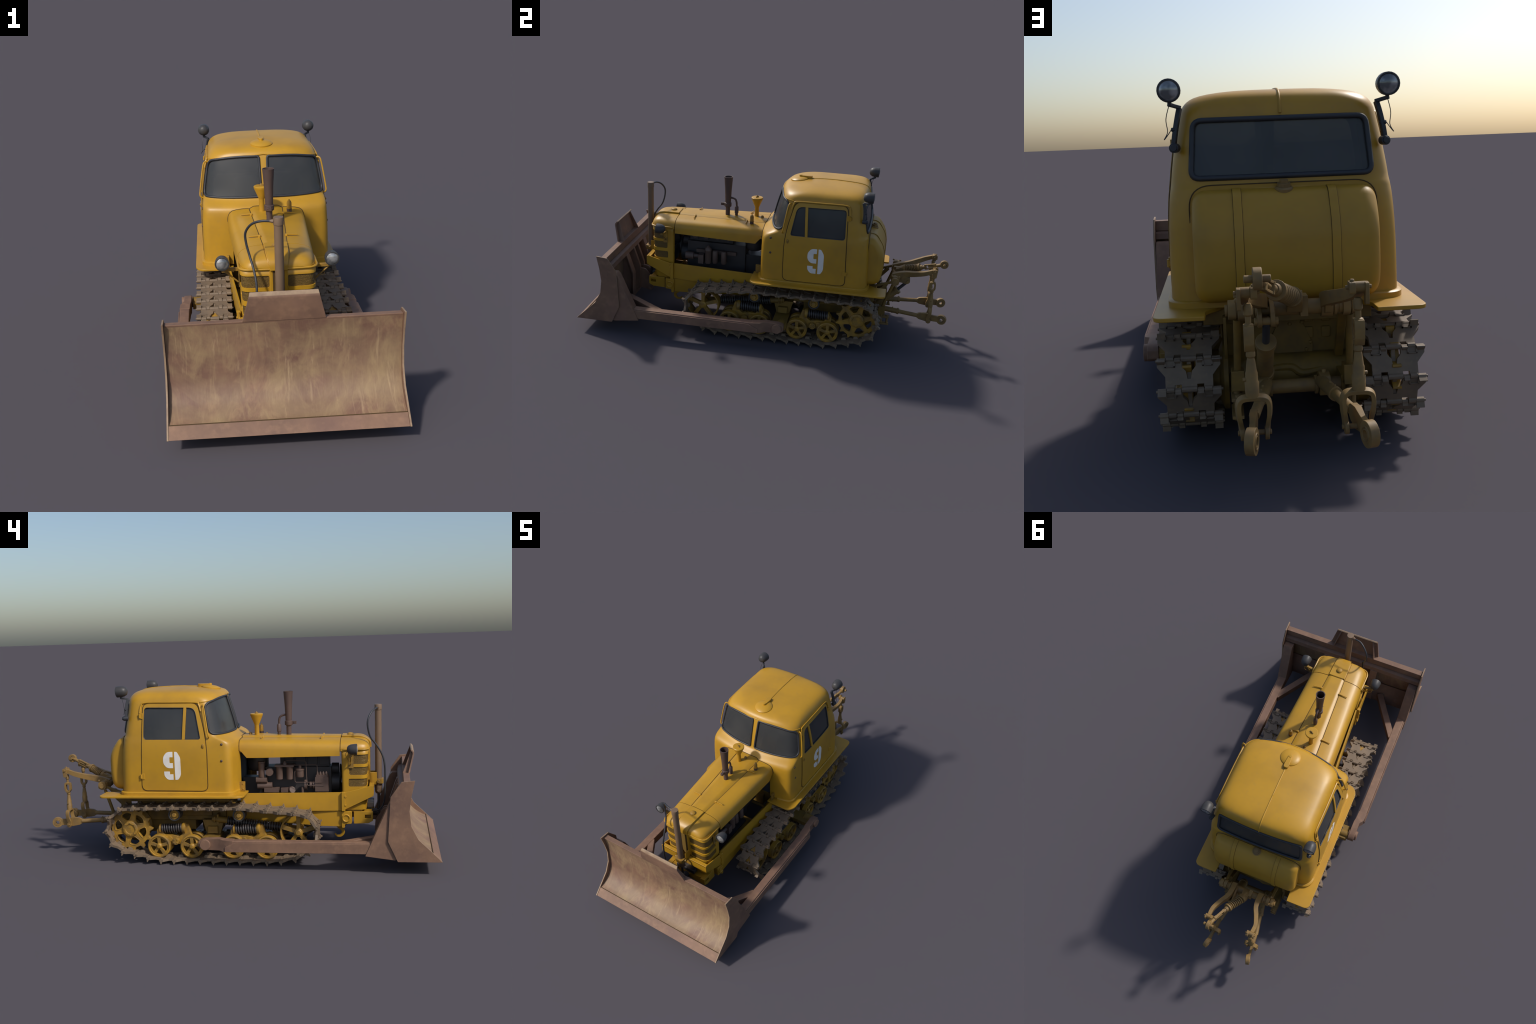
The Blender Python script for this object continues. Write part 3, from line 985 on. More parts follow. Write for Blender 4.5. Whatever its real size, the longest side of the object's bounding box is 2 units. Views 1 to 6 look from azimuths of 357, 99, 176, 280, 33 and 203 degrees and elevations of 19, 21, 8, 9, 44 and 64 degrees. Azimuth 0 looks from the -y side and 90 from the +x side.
fr.make('axle', frame, 'under', bevel=.0015)

# front bumper bracket, cast front block, hooks
fb = Part()
for sg in (1, -1):
    fb.px([(-.536, .331), (-.600, .346), (-.679, .368), (-.683, .314), (-.545, .246)], sg * .145, sg * .152)
    fb.box((sg * .140, -.548, .24), (sg * .156, -.531, .335))
    for z in (.312, .27):
        fb.cyl((sg * .152, -.549, z), (sg * .158, -.549, z), .0055, None, 10)
    fb.py([(sg * .152, .316), (sg * .066, .316), (sg * .052, .330), (sg * .040, .352), (sg * .040, .363), (sg * .152, .3655)], -.686, -.679)
    fb.box((sg * .0005, -.686, .357), (sg * .150, -.664, .363))
    fb.box((sg * .022, -.700, .350), (sg * .030, -.664, .412))
fb.make('bumper_bracket', root, 'paint', bevel=.0015)
fb = Part()
for sg in (1, -1):
    fb.px(round_poly([(-.529, .236), (-.579, .236), (-.579, .174), (-.545, .172), (-.545, .153), (-.529, .153)], .006, 3), sg * .10, sg * .146)
    fb.lathe([(.0205, -.004), (.0205, .006), (.0155, .0075), (.0135, .003), (0, .003)], (sg * .146, -.552, .203), (sg, 0, 0), 20)
    k = smooth_path([(-.500, .160), (-.512, .146), (-.528, .136), (-.533, .118), (-.522, .103), (-.505, .103), (-.496, .114)], 6)
k = smooth_path([(0, -.500, .165), (0, -.514, .150), (0, -.530, .136), (0, -.533, .118), (0, -.520, .104), (0, -.503, .104), (0, -.492, .115)], 6)
for sg in (1, -1):
    n = len(k)
    fb.tube([(sg * .100, p.y, p.z) for p in k], 1, flat=[(.016 - .008 * (i_ / n), .018 - .012 * (i_ / n) ** 2) for i_ in range(n)])
fb.make('tow_hook', root, 'paint', bevel=.002)
fb = Part()
for sg in (1, -1):
    fb.plate([(-.588, .234), (-.682, .231), (-.682, .187), (-.660, .174), (-.588, .171)], [[(-.642, .216), (-.672, .216), (-.672, .198), (-.642, .198)]],
             lambda y, z: (sg * .10, y, z), lambda y, z: (sg * .128, y, z))
fb.box((-.10, -.675, .176), (.10, -.588, .229))
fb.box((-.12, -.63, .228), (.12, -.545, .246))
fb.make('front_block', root, 'paint', bevel=.002)
fb = Part()
fb.box((-.06, -.684, .240), (.06, -.652, .266)); fb.cyl((0, -.655, .205), (0, -.70, .205), .018, None, 16)
fb.make('front_coupling', root, 'engine', bevel=.003)

# ---- engine --------------------------------------------------------------
en = Part()
en.box((-.052, -.475, .25), (.052, -.14, .445))
en.box((-.036, -.465, .445), (.036, -.215, .515))
for k in range(4):
    y = -.44 + k * .06
    en.box((-.043, y - .024, .455), (.043, y + .024, .51))
en.box((-.085, -.47, .24), (.085, -.20, .262))
en.box((-.036, -.14, .27), (.036, -.02, .39))
en.cyl((0, -.475, .36), (0, -.515, .36), .05, None, 20)
en.cyl((0, -.475, .43), (0, -.51, .43), .028, None, 18)
en.box((-.122, -.610, .25), (.122, -.590, .535))
en.lathe([(.04, 0), (.050, .01), (.054, .03), (.054, .11), (.04, .13)], (.01, -.095, .42), (0, 0, 1), 24)
for k in range(4):
    en.box((-.049, -.455 + k * .063, .430), (.049, -.425 + k * .063, .442))
en.lathe([(.052, 0), (.052, .006), (.03, .008)], (0, -.515, .40), (0, -1, 0), 24)
for k in range(6):
    a = k * pi / 3
    en.bar((.015 * cos(a), -.545, .40 + .015 * sin(a)), (.085 * cos(a), -.548, .40 + .085 * sin(a)), .003, .035, up=(0, .4, 0.01 + abs(cos(a))))
en.cyl((0, -.515, .40), (0, -.56, .40), .02, None, 16)
engine = en.make('engine_block', root, 'engine', bevel=.003)
ef = Part()
# left (-x) side: filters, pump, starter, pipes
for y in (-.219, -.271):
    ef.lathe([(.0135, .389), (.0165, .392), (.0165, .45), (.018, .452), (.018, .46)], (-.112, y, 0), (0, 0, 1), 18)
ef.box((-.130, -.293, .455), (-.07, -.197, .464))
ef.lathe([(.012, .463), (.008, .475), (.004, .482)], (-.105, -.245, 0), (0, 0, 1), 10)
ef.lathe([(.019, .402), (.020, .405), (.020, .435), (.023, .436), (.023, .444), (.008, .446), (.007, .46)], (-.108, -.322, 0), (0, 0, 1), 18)
ef.box((-.125, -.464, .33), (-.06, -.398, .402))
ef.box((-.12, -.46, .402), (-.07, -.402, .412))
for k in range(4):
    ef.lathe([(.006, .41), (.006, .42), (.0035, .428)], (-.10, -.452 + .0145 * k, 0), (0, 0, 1), 8)
for r, y in ((.022, -.392), (.016, -.376), (.026, -.350)):
    ef.cyl((-.10, y - .006, .36), (-.10, y + .006, .36), r, None, 16)
ef.lathe([(.019, 0), (.019, .03), (.004, .031)], (-.10, -.170, .428), (-1, 0, 0), 20)
ef.lathe([(.014, .40), (.016, .405), (.016, .47), (.018, .472), (.018, .48)], (-.112, -.128, 0), (0, 0, 1), 16)
ef.py(round_poly([(-.125, .378), (-.105, .362), (-.08, .378), (-.08, .40), (-.125, .40)], .003, 2), -.155, -.10)
ef.cyl((-.10, -.18, .355), (-.10, -.105, .355), .018, None, 18)
ef.box((-.12, -.215, .325), (-.08, -.14, .346)); ef.box((-.12, -.26, .325), (-.08, -.225, .345))
ef.lathe([(.018, 0), (.02, .01), (.016, .024)], (-.09, -.27, .33), (-.3, -.2, .1), 16)
ef.box((-.118, -.34, .32), (-.10, -.33, .35))
for path in ([(-.128, -.30, .435), (-.129, -.298, .43), (-.129, -.298, .383), (-.13, -.303, .378), (-.13, -.435, .378)],
             [(-.12, -.255, .486), (-.12, -.348, .484), (-.123, -.354, .478), (-.126, -.358, .366), (-.127, -.362, .362), (-.127, -.44, .360)],
             [(-.11, -.20, .46), (-.11, -.40, .463), (-.11, -.408, .458), (-.11, -.409, .42)]):
    ef.tube(path, .0016, 5)
# right (+x) side: tall filters, generator, boxes
for y in (-.255, -.305):
    ef.lathe([(.012, .338), (.016, .345), (.016, .402), (.013, .412), (.006, .415)], (.10, y, 0), (0, 0, 1), 18)
ef.lathe([(.017, .335), (.0185, .34), (.0185, .41), (.020, .412), (.018, .425), (.010, .434), (.004, .44)], (.10, -.345, 0), (0, 0, 1), 18)
ef.box((.08, -.40, .333), (.118, -.37, .385))
ef.cyl((.095, -.475, .37), (.095, -.43, .37), .022, None, 18); ef.cyl((.095, -.43, .37), (.095, -.40, .37), .012, None, 14)
ef.box((.055, -.42, .385), (.075, -.19, .405))
for k in range(4):
    ef.lathe([(.016, 0), (.016, .02)], (.05, -.43 + k * .065, .485), (1, 0, 0), 14)
ef.v = [(x * .9, y, z) for x, y, z in ef.v]
ef.make('engine_fittings', engine, 'enginepart', angle=35, stuff=True)

# ---- hydraulic cylinder and hose -------------------------------------------
hc = Part()
hc.lathe([(.0165, .365), (.0165, .722), (.0185, .724), (.0185, .748), (.0175, .751), (0, .7515)], (0, -.708, 0), (0, 0, 1), 24)
hc.lathe([(.012, .300), (.017, .306), (.0185, .315), (.0185, .345), (.0165, .366)], (0, -.708, 0), (0, 0, 1), 24)
hc.cyl((0, -.708, .736), (-.030, -.703, .736), .0055, None, 12); hc.cyl((-.018, -.706, .736), (-.024, -.705, .736), .0075, None, 8)
hc.cyl((-.022, -.708, .318), (.022, -.708, .318), .007, None, 12)
hyd = hc.make('hydraulic_cylinder', root, 'cylinder', angle=40)
hc = Part(); hc.cyl((0, -.708, .118), (0, -.708, .305), .0065, None, 16); hc.cyl((-.02, -.708, .118), (.02, -.708, .118), .016, None, 18)
hc.make('piston_rod', hyd, 'spring')
hc = Part()
hc.plate(round_poly([(-.026, -.733), (.026, -.733), (.026, -.684), (-.026, -.684)], .012, 5), [circle(.0168, 20, 0, -.708)], lambda x, y: (x, y, .354), lambda x, y: (x, y, .378))
for sg in (1, -1): hc.cyl((sg * .024, -.708, .366), (sg * .036, -.708, .366), .008, None, 12)
hc.make('cylinder_clamp', hyd, 'gear', bevel=.001)
hs = Part()
hs.tube(smooth_path([(-.026, -.704, .736), (-.062, -.696, .735), (-.094, -.676, .719), (-.1145, -.661, .686), (-.114, -.660, .648), (-.103, -.672, .600), (-.092, -.700, .560), (-.085, -.728, .510),
                     (-.086, -.740, .455), (-.088, -.741, .36), (-.085, -.736, .28), (-.078, -.715, .235), (-.06, -.675, .221), (-.04, -.63, .220), (-.035, -.58, .225)], 8), .0045, 10)
hs.make('hydraulic_hose', hyd, 'rubber')

# ---- blade -----------------------------------------------------------------
mprof = smooth_path([(0, -.8560, .424), (0, -.8485, .372), (0, -.8440, .305), (0, -.8455, .245), (0, -.8555, .190), (0, -.885, .142), (0, -.930, .110), (0, -.958, .0985)], 7)
W = .413
mb = Part()
nx = 46
front, back = [], []
for i_ in range(nx + 1):
    x = -W + 2 * W * i_ / nx
    fr_ = []; bk = []
    for j, p in enumerate(mprof):
        edge = min(1, j / 6, (len(mprof) - 1 - j) / 6)
        w = .0016 * edge * (sin(11 * x + 3 * p.z) * .6 + sin(29 * x + 17 * p.z) * .3 + sin(7 * x - 23 * p.z + 1) * .5)
        fr_.append((x, p.y + w, p.z))
    tanl = [(mprof[min(j + 1, len(mprof) - 1)] - mprof[max(j - 1, 0)]).normalized() for j in range(len(mprof))]
    bk = [(x, p.y - t_.z * .012, p.z + t_.y * .012) for p, t_ in zip(mprof, tanl)]
    front.append(fr_ + bk[::-1])
mb.loft(front)
blade = mb.make('moldboard', root, 'mold', angle=40)
ce = Part()
ce.loft([[(x, y, z) for y, z in ((-.9985, .0655), (-.9605, .1005), (-.954, .098), (-.945, .080), (-.965, .064))] for x in (-.4135, .4135)])
ce.make('cutting_edge', blade, 'rust', bevel=.0015)
ce = Part()
ce.tube([(-.412, -.9590, .1008), (.412, -.9590, .1008)], .0020, 6)
ce.make('edge_seam', blade, 'seam')
sp = Part()
sp.px([(-.877, .440), (-.862, .370), (-.853, .300), (-.861, .230), (-.893, .168), (-1.0, .066), (-.998, .0635), (-.800, .0625), (-.756, .157), (-.768, .364), (-.817, .434)], .4138, .4205)
for ob in pair(sp, 'side_plate', blade, 'rust', bevel=.001):
    ob.data.materials.append(M['worn'])
    for p in ob.data.polygons:
        if abs(p.normal.x) < .5: p.material_index = 1
def behind(z, gap=.0135):
    """y just behind the moldboard at height z"""
    pts = sorted((p.z, p.y) for p in mprof)
    for (z0, y0), (z1, y1) in zip(pts, pts[1:]):
        if z0 <= z <= z1:
            sl = abs(y1 - y0) / max(z1 - z0, 1e-6)
            return y0 + (y1 - y0) * (z - z0) / max(z1 - z0, 1e-6) + gap * math.sqrt(1 + sl * sl) - .002
    return pts[0][1] + gap * 1.5
tb = Part()
tb.px([(-.8575, .4245), (-.8575, .4285), (-.828, .4265), (-.826, .386), (behind(.385), .385)], -.413, .413)
tb.px([(behind(.3845), .3845), (-.822, .3845), (-.808, .378), (-.802, .354), (behind(.352), .352)], -.413, .413)
tb.make('top_beam', blade, 'rust', bevel=.0015)
lb = Part()
lb.px([(behind(.205), .205), (behind(.21, .022), .21), (-.803, .140), (-.790, .118), (-.790, .070), (-.95, .0655), (-.935, .085), (behind(.125), .113), (behind(.14), .13)], -.413, .413)
lb.make('lower_beam', blade, 'rust', bevel=.002)
for x, w, f0_, f1_ in ((-.128, .006, -.036, .006), (.128, .006, -.006, .036), (-.034, .004, -.010, .010), (.034, .004, -.010, .010)):
    rb = Part()
    rb.px([(behind(z), z) for z in (.15, .19, .23, .27, .31, .34, .357)] + [(-.804, .357), (-.766, .25), (-.768, .11), (-.80, .09), (-.85, .10)], x - w, x + w)
    rb.loft([[(x + a, y + b, z) for a, b in ((f0_, 0), (f1_, 0), (f1_, .005), (f0_, .005))] for y, z in ((-.804, .357), (-.7675, .25), (-.769, .11))])
    rb.make('rib', blade, 'rust', bevel=.001)
# wedge-shaped box between blade end and push arm
wd = Part()
wd.px([(-.815, .346), (-.775, .346), (-.762, .332), (-.652, .084), (-.79, .0665), (-.80, .10), (-.80, .30)], .358, .411)
pair(wd, 'end_wedge', blade, 'rust', bevel=.0015)
# spill guard with bent top lip and end webs
sh = Part()
def guard(z):      # half width
    return .144 - (z - .43) / (.54 - .43) * .0275
fprof = [(-.8595, .427), (-.881, .517), (-.880, .527), (-.870, .539), (-.864, .535), (-.873, .524), (-.873, .516), (-.8515, .427)]
sh.loft([[(sg * guard(z), y, z) for y, z in fprof] for sg in (-1, 1)])
guard_ob = sh.make('spill_guard', blade, 'rust', bevel=.001)
guard_ob.data.materials.append(M['worn'])
for p in guard_ob.data.polygons:
    if p.center.z > .525 and abs(p.normal.x) < .5: p.material_index = 1
sh = Part()
sh.loft([[(guard(z) - d - .020, y, z) for y, z in ((-.857, .426), (-.876, .517), (-.869, .533), (-.865, .530), (-.826, .424))] for d in (0, .006)])
pair(sh, 'guard_web', guard_ob, 'rust', bevel=.0008)
# lift lug on the blade back
lg = Part()
for x in (-.026, .026):
    lg.px(round_poly([(-.79, .235), (-.735, .232), (-.692, .175), (-.688, .115), (-.70, .098), (-.79, .12)], .012, 3), x - .005, x + .005)
lg.cyl((-.04, -.708, .118), (.04, -.708, .118), .010, None, 14)
lg.make('lift_lug', blade, 'rust', bevel=.001)

# push arms and diagonal struts
pa = Part()
pa.box((.357, -.70, .093), (.400, .012, .146))
arm = pair(pa, 'push_arm', root, 'rust', bevel=.004)
pa = Part()
pa.px([(.010, .093), (-.69, .093), (-.69, .140), (-.045, .140), (.010, .117)], .4005, .4065)
pair(pa, 'arm_cover', arm, 'rust', bevel=.0015)
pa = Part()
sec = lambda y, x0, x1, z0, z1: [(x0, y, z0), (x1, y, z0), (x1, y, z1), (x0, y, z1)]
pa.loft([sec(-.03, .356, .402, .0915, .1475), sec(.018, .354, .400, .0915, .150), sec(.040, .350, .384, .094, .153), sec(.112, .350, .384, .097, .151), sec(.135, .350, .384, .104, .145), sec(.143, .350, .384, .112, .136)])
pa.cyl((.345, .108, .123), (.396, .108, .123), .0255, None, 28)
pair(pa, 'arm_end', arm, 'rust', bevel=.002)
ds = Part()
ds.bar((.368, -.545, .122), (.206, -.80, .127), .036, .044)
pair(ds, 'diagonal_strut', root, 'rust', bevel=.003)

# ---- tracks -----------------------------------------------------------------
SPR, IDL = V((.522, .166)), V((-.328, .158))          # (y, z)
RS, RI = .1035, .0905
TX = .2425
loop = []
bottom = .0268
# lower run to the sprocket: tangent from the last road wheel
def tangent(p, c, r, side):
    d = c - p; L = d.length; a = atan2(d.y, d.x); b = math.acos(r / L)
    ang = a + pi + (b if side > 0 else -b)
    return ang
a0 = tangent(V((.372, bottom)), SPR, RS, 1)
loop += [(-.174, bottom), (.372, bottom)]
while a0 > 0: a0 -= 2 * pi
a1 = pi / 2 + .02
k = 28
loop += [(SPR.x + RS * cos(a0 + (a1 - a0) * j / k), SPR.y + RS * sin(a0 + (a1 - a0) * j / k)) for j in range(k + 1)]
loop += [(.40, .2705), (.286, .2735), (.12, .2715), (-.039, .2735), (-.18, .260)]
b0 = pi / 2 - .10
b1 = pi + .50
loop += [(IDL.x + RI * cos(b0 + (b1 - b0) * j / 24), IDL.y + RI * sin(b0 + (b1 - b0) * j / 24)) for j in range(25)]
loop += [(-.385, .082), (-.345, .056), (-.295, .0395), (-.235, .030)]
LL = [0]
for j in range(len(loop)): LL.append(LL[-1] + math.dist(loop[j], loop[(j + 1) % len(loop)]))
def on_loop(u):
    u %= LL[-1]
    j = 0
    while LL[j + 1] < u: j += 1
    f_ = (u - LL[j]) / (LL[j + 1] - LL[j])
    p, q = loop[j], loop[(j + 1) % len(loop)]
    return V((p[0] + (q[0] - p[0]) * f_, p[1] + (q[1] - p[1]) * f_))
NS = round(LL[-1] / .0667)
PITCH = LL[-1] / NS

# one shoe: u from wide hinge end (0) to narrow end, w across, h outwards
so = Part()
hp = [(.002, .0165), (.014, .0165), (.020, .0125), (.026, .007), (.044, .004), (.044, -.004), (.026, -.007), (.020, -.0125), (.014, -.0165), (.002, -.0165)]
outl = [(.002, -.0735), (.014, -.0735), (.037, -.055), (PITCH - .002, -.055), (PITCH - .002, -.034), (PITCH - .010, -.034), (PITCH - .010, -.018), (PITCH - .002, -.018),
        (PITCH - .002, .018), (PITCH - .010, .018), (PITCH - .010, .034), (PITCH - .002, .034), (PITCH - .002, .055), (.037, .055), (.014, .0735), (.002, .0735)] + hp
tilt = lambda u: -.0035 * u / PITCH
so.prism(outl, lambda u, w: (u, w, .0025 + tilt(u)), lambda u, w: (u, w, .0145 + tilt(u)))
# hinge knuckles on both ends
for w0, w1 in ((-.0735, -.054), (-.033, -.0195), (.0195, .033), (.054, .0735)):
    so.cyl((0.001, w0, .0085), (0.001, w1, .0085), .0080, None, 10)
for w0, w1 in ((-.0528, -.035), (-.018, .018), (.035, .0528)):
    so.cyl((PITCH + .001, w0, .0080), (PITCH + .001, w1, .0080), .0076, None, 10)
# grousers: sharp ribs on the outer face at the hinge
for w0, w1, hh in ((-.0735, -.054, .0268), (-.033, -.0195, .021), (.0195, .033, .021), (.054, .0735, .0268)):
    so.loft([[(-.005, w, .009), (.0105, w, .010), (.0030, w, hh), (.0005, w, hh)] for w in (w0, w1)])
# bent loops around the lug openings
for c_ in (-.0437, .0437):
    so.loft([[(.003, w, .013), (.0165, w, .013), (.0155, w, .0175), (.004, w, .0175)] for w in (c_ - .012, c_ - .0085)])
    so.loft([[(.003, w, .013), (.0165, w, .013), (.0155, w, .0175), (.004, w, .0175)] for w in (c_ + .0085, c_ + .012)])
    so.loft([[(.0125, w, .013), (.0165, w, .013), (.0155, w, .0175), (.0135, w, .0175)] for w in (c_ - .012, c_ + .012)])
# curved guide tooth behind the central opening
so.loft([[(u, w, h_ + .003), (u, w, h_ - .004)] + [(u, -w, h_ - .004), (u, -w, h_ + .003)] for u, w, h_ in ((.004, .0045, .004), (.012, .0048, .0), (.022, .0048, -.002), (.032, .0045, -.001), (.040, .0042, .003), (.046, .004, .006))])
# inner guide horns
for sg in (1, -1):
    so.loft([[(u0, sg * .022, .003), (u1, sg * .022, .003), (u1, sg * .027, .003), (u0, sg * .027, .003)] if h_ == 0 else
             [(u0 + .006, sg * .0225, -.012), (u1 - .006, sg * .0225, -.012), (u1 - .006, sg * .0255, -.012), (u0 + .006, sg * .0255, -.012)] for u0, u1, h_ in ((.012, .042, 0), (.012, .042, 1))])
shoe_mesh = None
so.mat('track'); so.m = [0] * len(so.f)
shoe_mesh = so.mesh('track_shoe', 35)
for sg in (1, -1):
    pins = Part()
    for n_ in range(NS):
        p = on_loop(n_ * PITCH)
        q = on_loop((n_ + 1) * PITCH)
        d = (q - p).normalized()
        nrm = V((d.y, -d.x))        # outwards for this winding
        c_ = q + nrm * .0082
        pins.cyl((sg * TX - .0775, c_.x, c_.y), (sg * TX + .0775, c_.x, c_.y), .0035, None, 8)
    tr = pins.make('track', root, 'track')
    for n_ in range(NS):
        p = on_loop(n_ * PITCH)
        q = on_loop((n_ + 1) * PITCH)
        d = (q - p).normalized()
        nrm = V((d.y, -d.x))
        u3 = V((0, -d.x, -d.y)); h3 = V((0, nrm.x, nrm.y)); w3 = h3.cross(u3)
        mw = Matrix(((u3.x, w3.x, h3.x, sg * TX), (u3.y, w3.y, h3.y, q.x), (u3.z, w3.z, h3.z, q.y), (0, 0, 0, 1)))
        ob = bpy.data.objects.new('track_shoe', shoe_mesh)
        bpy.context.scene.collection.objects.link(ob)
        ob.parent = tr
        ob.matrix_world = mw

# ---- wheels --------------------------------------------------------------
def spoked(R, rim, width, hub, spokes, spoke_w, phase, dish=0):
    """wheel on the x axis through the origin, outer face towards +x"""
    p = Part()
    p.lathe([(R - rim, -width / 2), (R, -width / 2), (R + .0, width / 2 - .002), (R - .003, width / 2), (R - rim * .45, width / 2), (R - rim * .55, width / 2 - .004), (R - rim, width / 2 - .004), (R - rim, -width / 2)],
            (0, 0, 0), (1, 0, 0), 40, (False, False))
    p.lathe([(hub, -width / 2), (hub, width / 2 - .003 + dish), (hub * .8, width / 2 + dish), (hub * .75, width / 2 + dish), (hub * .55, width / 2 + .004 + dish), (0, width / 2 + .005 + dish)], (0, 0, 0), (1, 0, 0), 20)
    for s_ in range(spokes):
        a = phase + 2 * pi * s_ / spokes
        d = V((0, cos(a), sin(a)))
        p.bar(d * (hub * .7) + V((width * .18 + dish, 0, 0)), d * (R - rim * .8) + V((width * .18, 0, 0)), width * .35, spoke_w * .8, up=d.cross(V((1, 0, 0))), h1=spoke_w)
    return p
def put(name, me, loc, parent, sg, bevel=.001):
    ob = bpy.data.objects.new(name, me)
    ob.location = loc
    if sg < 0: ob.rotation_euler = (0, 0, pi)
    return place(ob, parent, bevel)

rwp = spoked(.0578, .0155, .030, .0155, 5, .017, pi / 2); rwp.mat('gear'); rwp.m = [0] * len(rwp.f)
road = rwp.mesh('road_wheel')
idp = spoked(.0905, .008, .052, .021, 5, .022, pi / 2, .004); idp.mat('gear'); idp.m = [0] * len(idp.f)
idm = idp.mesh('idler_wheel')
crp = Part()
crp.mat('lamp').lathe([(.020, -.028), (.031, -.028), (.031, .028), (.0245, .029), (.0245, .022)], (0, 0, 0), (1, 0, 0), 30, (True, False))
crp.mat('gear').lathe([(.0245, .022), (.023, .026), (.014, .025), (.0125, .030), (.0105, .034), (0, .0345)], (0, 0, 0), (1, 0, 0), 24, (False, True))
for k in range(4):
    a = pi / 4 + k * pi / 2
    crp.bolt((.024, .018 * cos(a), .018 * sin(a)), (1, 0, 0), .0028, .004)
crm = crp.mesh('carrier_roller')
# sprocket: toothed disc with six rounded openings
nt = 13
outl = []
for k in range(nt):
    a = 2 * pi * k / nt
    for da, r in ((-.50, .0985), (-.24, .0985), (-.12, .107), (-.05, .1145), (.05, .1145), (.12, .107), (.24, .0985)):
        outl.append((r * cos(a + da * 2 * pi / nt), r * sin(a + da * 2 * pi / nt)))
holes = []
for k in range(6):
    a = 2 * pi * k / 6 + radians(45)
    tri = [(r * cos(a + d), r * sin(a + d)) for r, d in ((.0445, -.20), (.080, -.41), (.0885, 0), (.080, .41), (.0445, .20))]
    holes.append(round_poly(tri, [.006, .012, .03, .012, .006], 5))
spp = Part()
spp.mat('gear').plate(outl, holes, lambda y, z: (-.011, y, z), lambda y, z: (.011, y, z))
for hpoly in holes:
    spp.tube([(.011, y, z) for y, z in hpoly], .0025, 6, True)
spp.lathe([(.040, .0), (.040, .018), (.036, .021), (.025, .021), (.024, .017), (0, .017)], (0, 0, 0), (1, 0, 0), 32)
for k in range(8):
    a = 2 * pi * k / 8
    spp.bolt((.020, .031 * cos(a), .031 * sin(a)), (1, 0, 0), .003, .004)
spm = spp.mesh('sprocket')

wheel_y = (.370, .202, -.006, -.174)
for sg in (1, -1):
    put('sprocket', spm, (sg * .247, .522, .166), root, sg, .0015)
    put('idler_wheel', idm, (sg * TX, -.328, .158), root, sg)
    for y in (.286, -.039):
        put('carrier_roller', crm, (sg * .252, y, .2435), root, sg)
    for pair_y in ((.370, .202), (-.006, -.174)):
        yc = sum(pair_y) / 2
        bg = Part()
        X0, X1 = .226, .258
        # two rockers meeting at the pivot below the spring
        bg.prism(round_poly([(yc + .094, .098), (yc + .088, .066), (yc - .01, .098), (yc - .012, .128), (yc + .02, .138), (yc + .060, .138), (yc + .085, .182), (yc + .10, .160)], .007, 3), lambda y, z: (sg * X0, y, z), lambda y, z: (sg * X1, y, z))
        bg.prism(round_poly([(yc - .094, .098), (yc - .088, .066), (yc + .005, .095), (yc + .010, .125), (yc - .02, .132), (yc - .033, .145), (yc - .040, .190), (yc - .060, .190), (yc - .072, .150)], .007, 3), lambda y, z: (sg * (X0 + .003), y, z), lambda y, z: (sg * (X1 - .004), y, z))
        bg.cyl((sg * .20, yc + .032, .117), (sg * .268, yc + .032, .117), .0135, None, 18)
        bg.cyl((sg * .20, yc, .107), (sg * .274, yc, .107), .0175, None, 20)
        bg.lathe([(.012, 0), (.027, .006), (.0275, .016), (.022, .024)], (sg * .244, yc - .052, .170), (0, 1, .03), 22)
        bg.lathe([(.012, .006), (.024, 0), (.024, -.006), (.012, -.012)], (sg * .244, yc + .086, .166), (0, 1, .03), 22)
        for k in range(4):
            a = pi / 4 + k * pi / 2
            bg.bolt((sg * .2735, yc + .011 * cos(a), .107 + .011 * sin(a)), (sg, 0, 0), .003, .004)
        for y in pair_y:
            bg.cyl((sg * .195, y, .085), (sg * .285, y, .085), .010, None, 14)
        bo = bg.make('bogie', root, 'gear', bevel=.002)
        spg = Part()
        spg.helix((sg * .244, yc + .080, .166), (sg * .244, yc - .034, .170), .0205, .0044, 9.5, 16, 7)
        spg.cyl((sg * .244, yc + .080, .166), (sg * .244, yc - .034, .170), .014, None, 14)
        spg.make('coil_spring', bo, 'spring', angle=60)
        for y in pair_y:
            put('road_wheel', road, (sg * .272, y, .085), root, sg)
            put('road_wheel', road, (sg * .206, y, .085), root, sg)
    # recoil spring of the idler
    rc = Part()
    rc.helix((sg * .190, .040, .197), (sg * .190, -.27, .162), .0185, .0046, 24, 14, 7)
    rc.cyl((sg * .190, .040, .197), (sg * .190, -.27, .162), .013, None, 14)
    rcs = rc.make('recoil_spring', root, 'spring', angle=60)
    rc = Part()
    rc.cyl((sg * .190, .036, .1975), (sg * .190, .085, .203), .016, None, 16)
    rc.cyl((sg * .190, .085, .203), (sg * .190, .115, .206), .012, None, 16)
    rc.cyl((sg * .190, .096, .2045), (sg * .190, .106, .2055), .018, None, 8)
    rc.cyl((sg * .190, -.27, .162), (sg * .190, -.33, .158), .016, None, 14)
    rc.box((sg * .15, .08, .18), (sg * .20, .09, .23))
    rc.make('recoil_rod', rcs, 'under', bevel=.001)

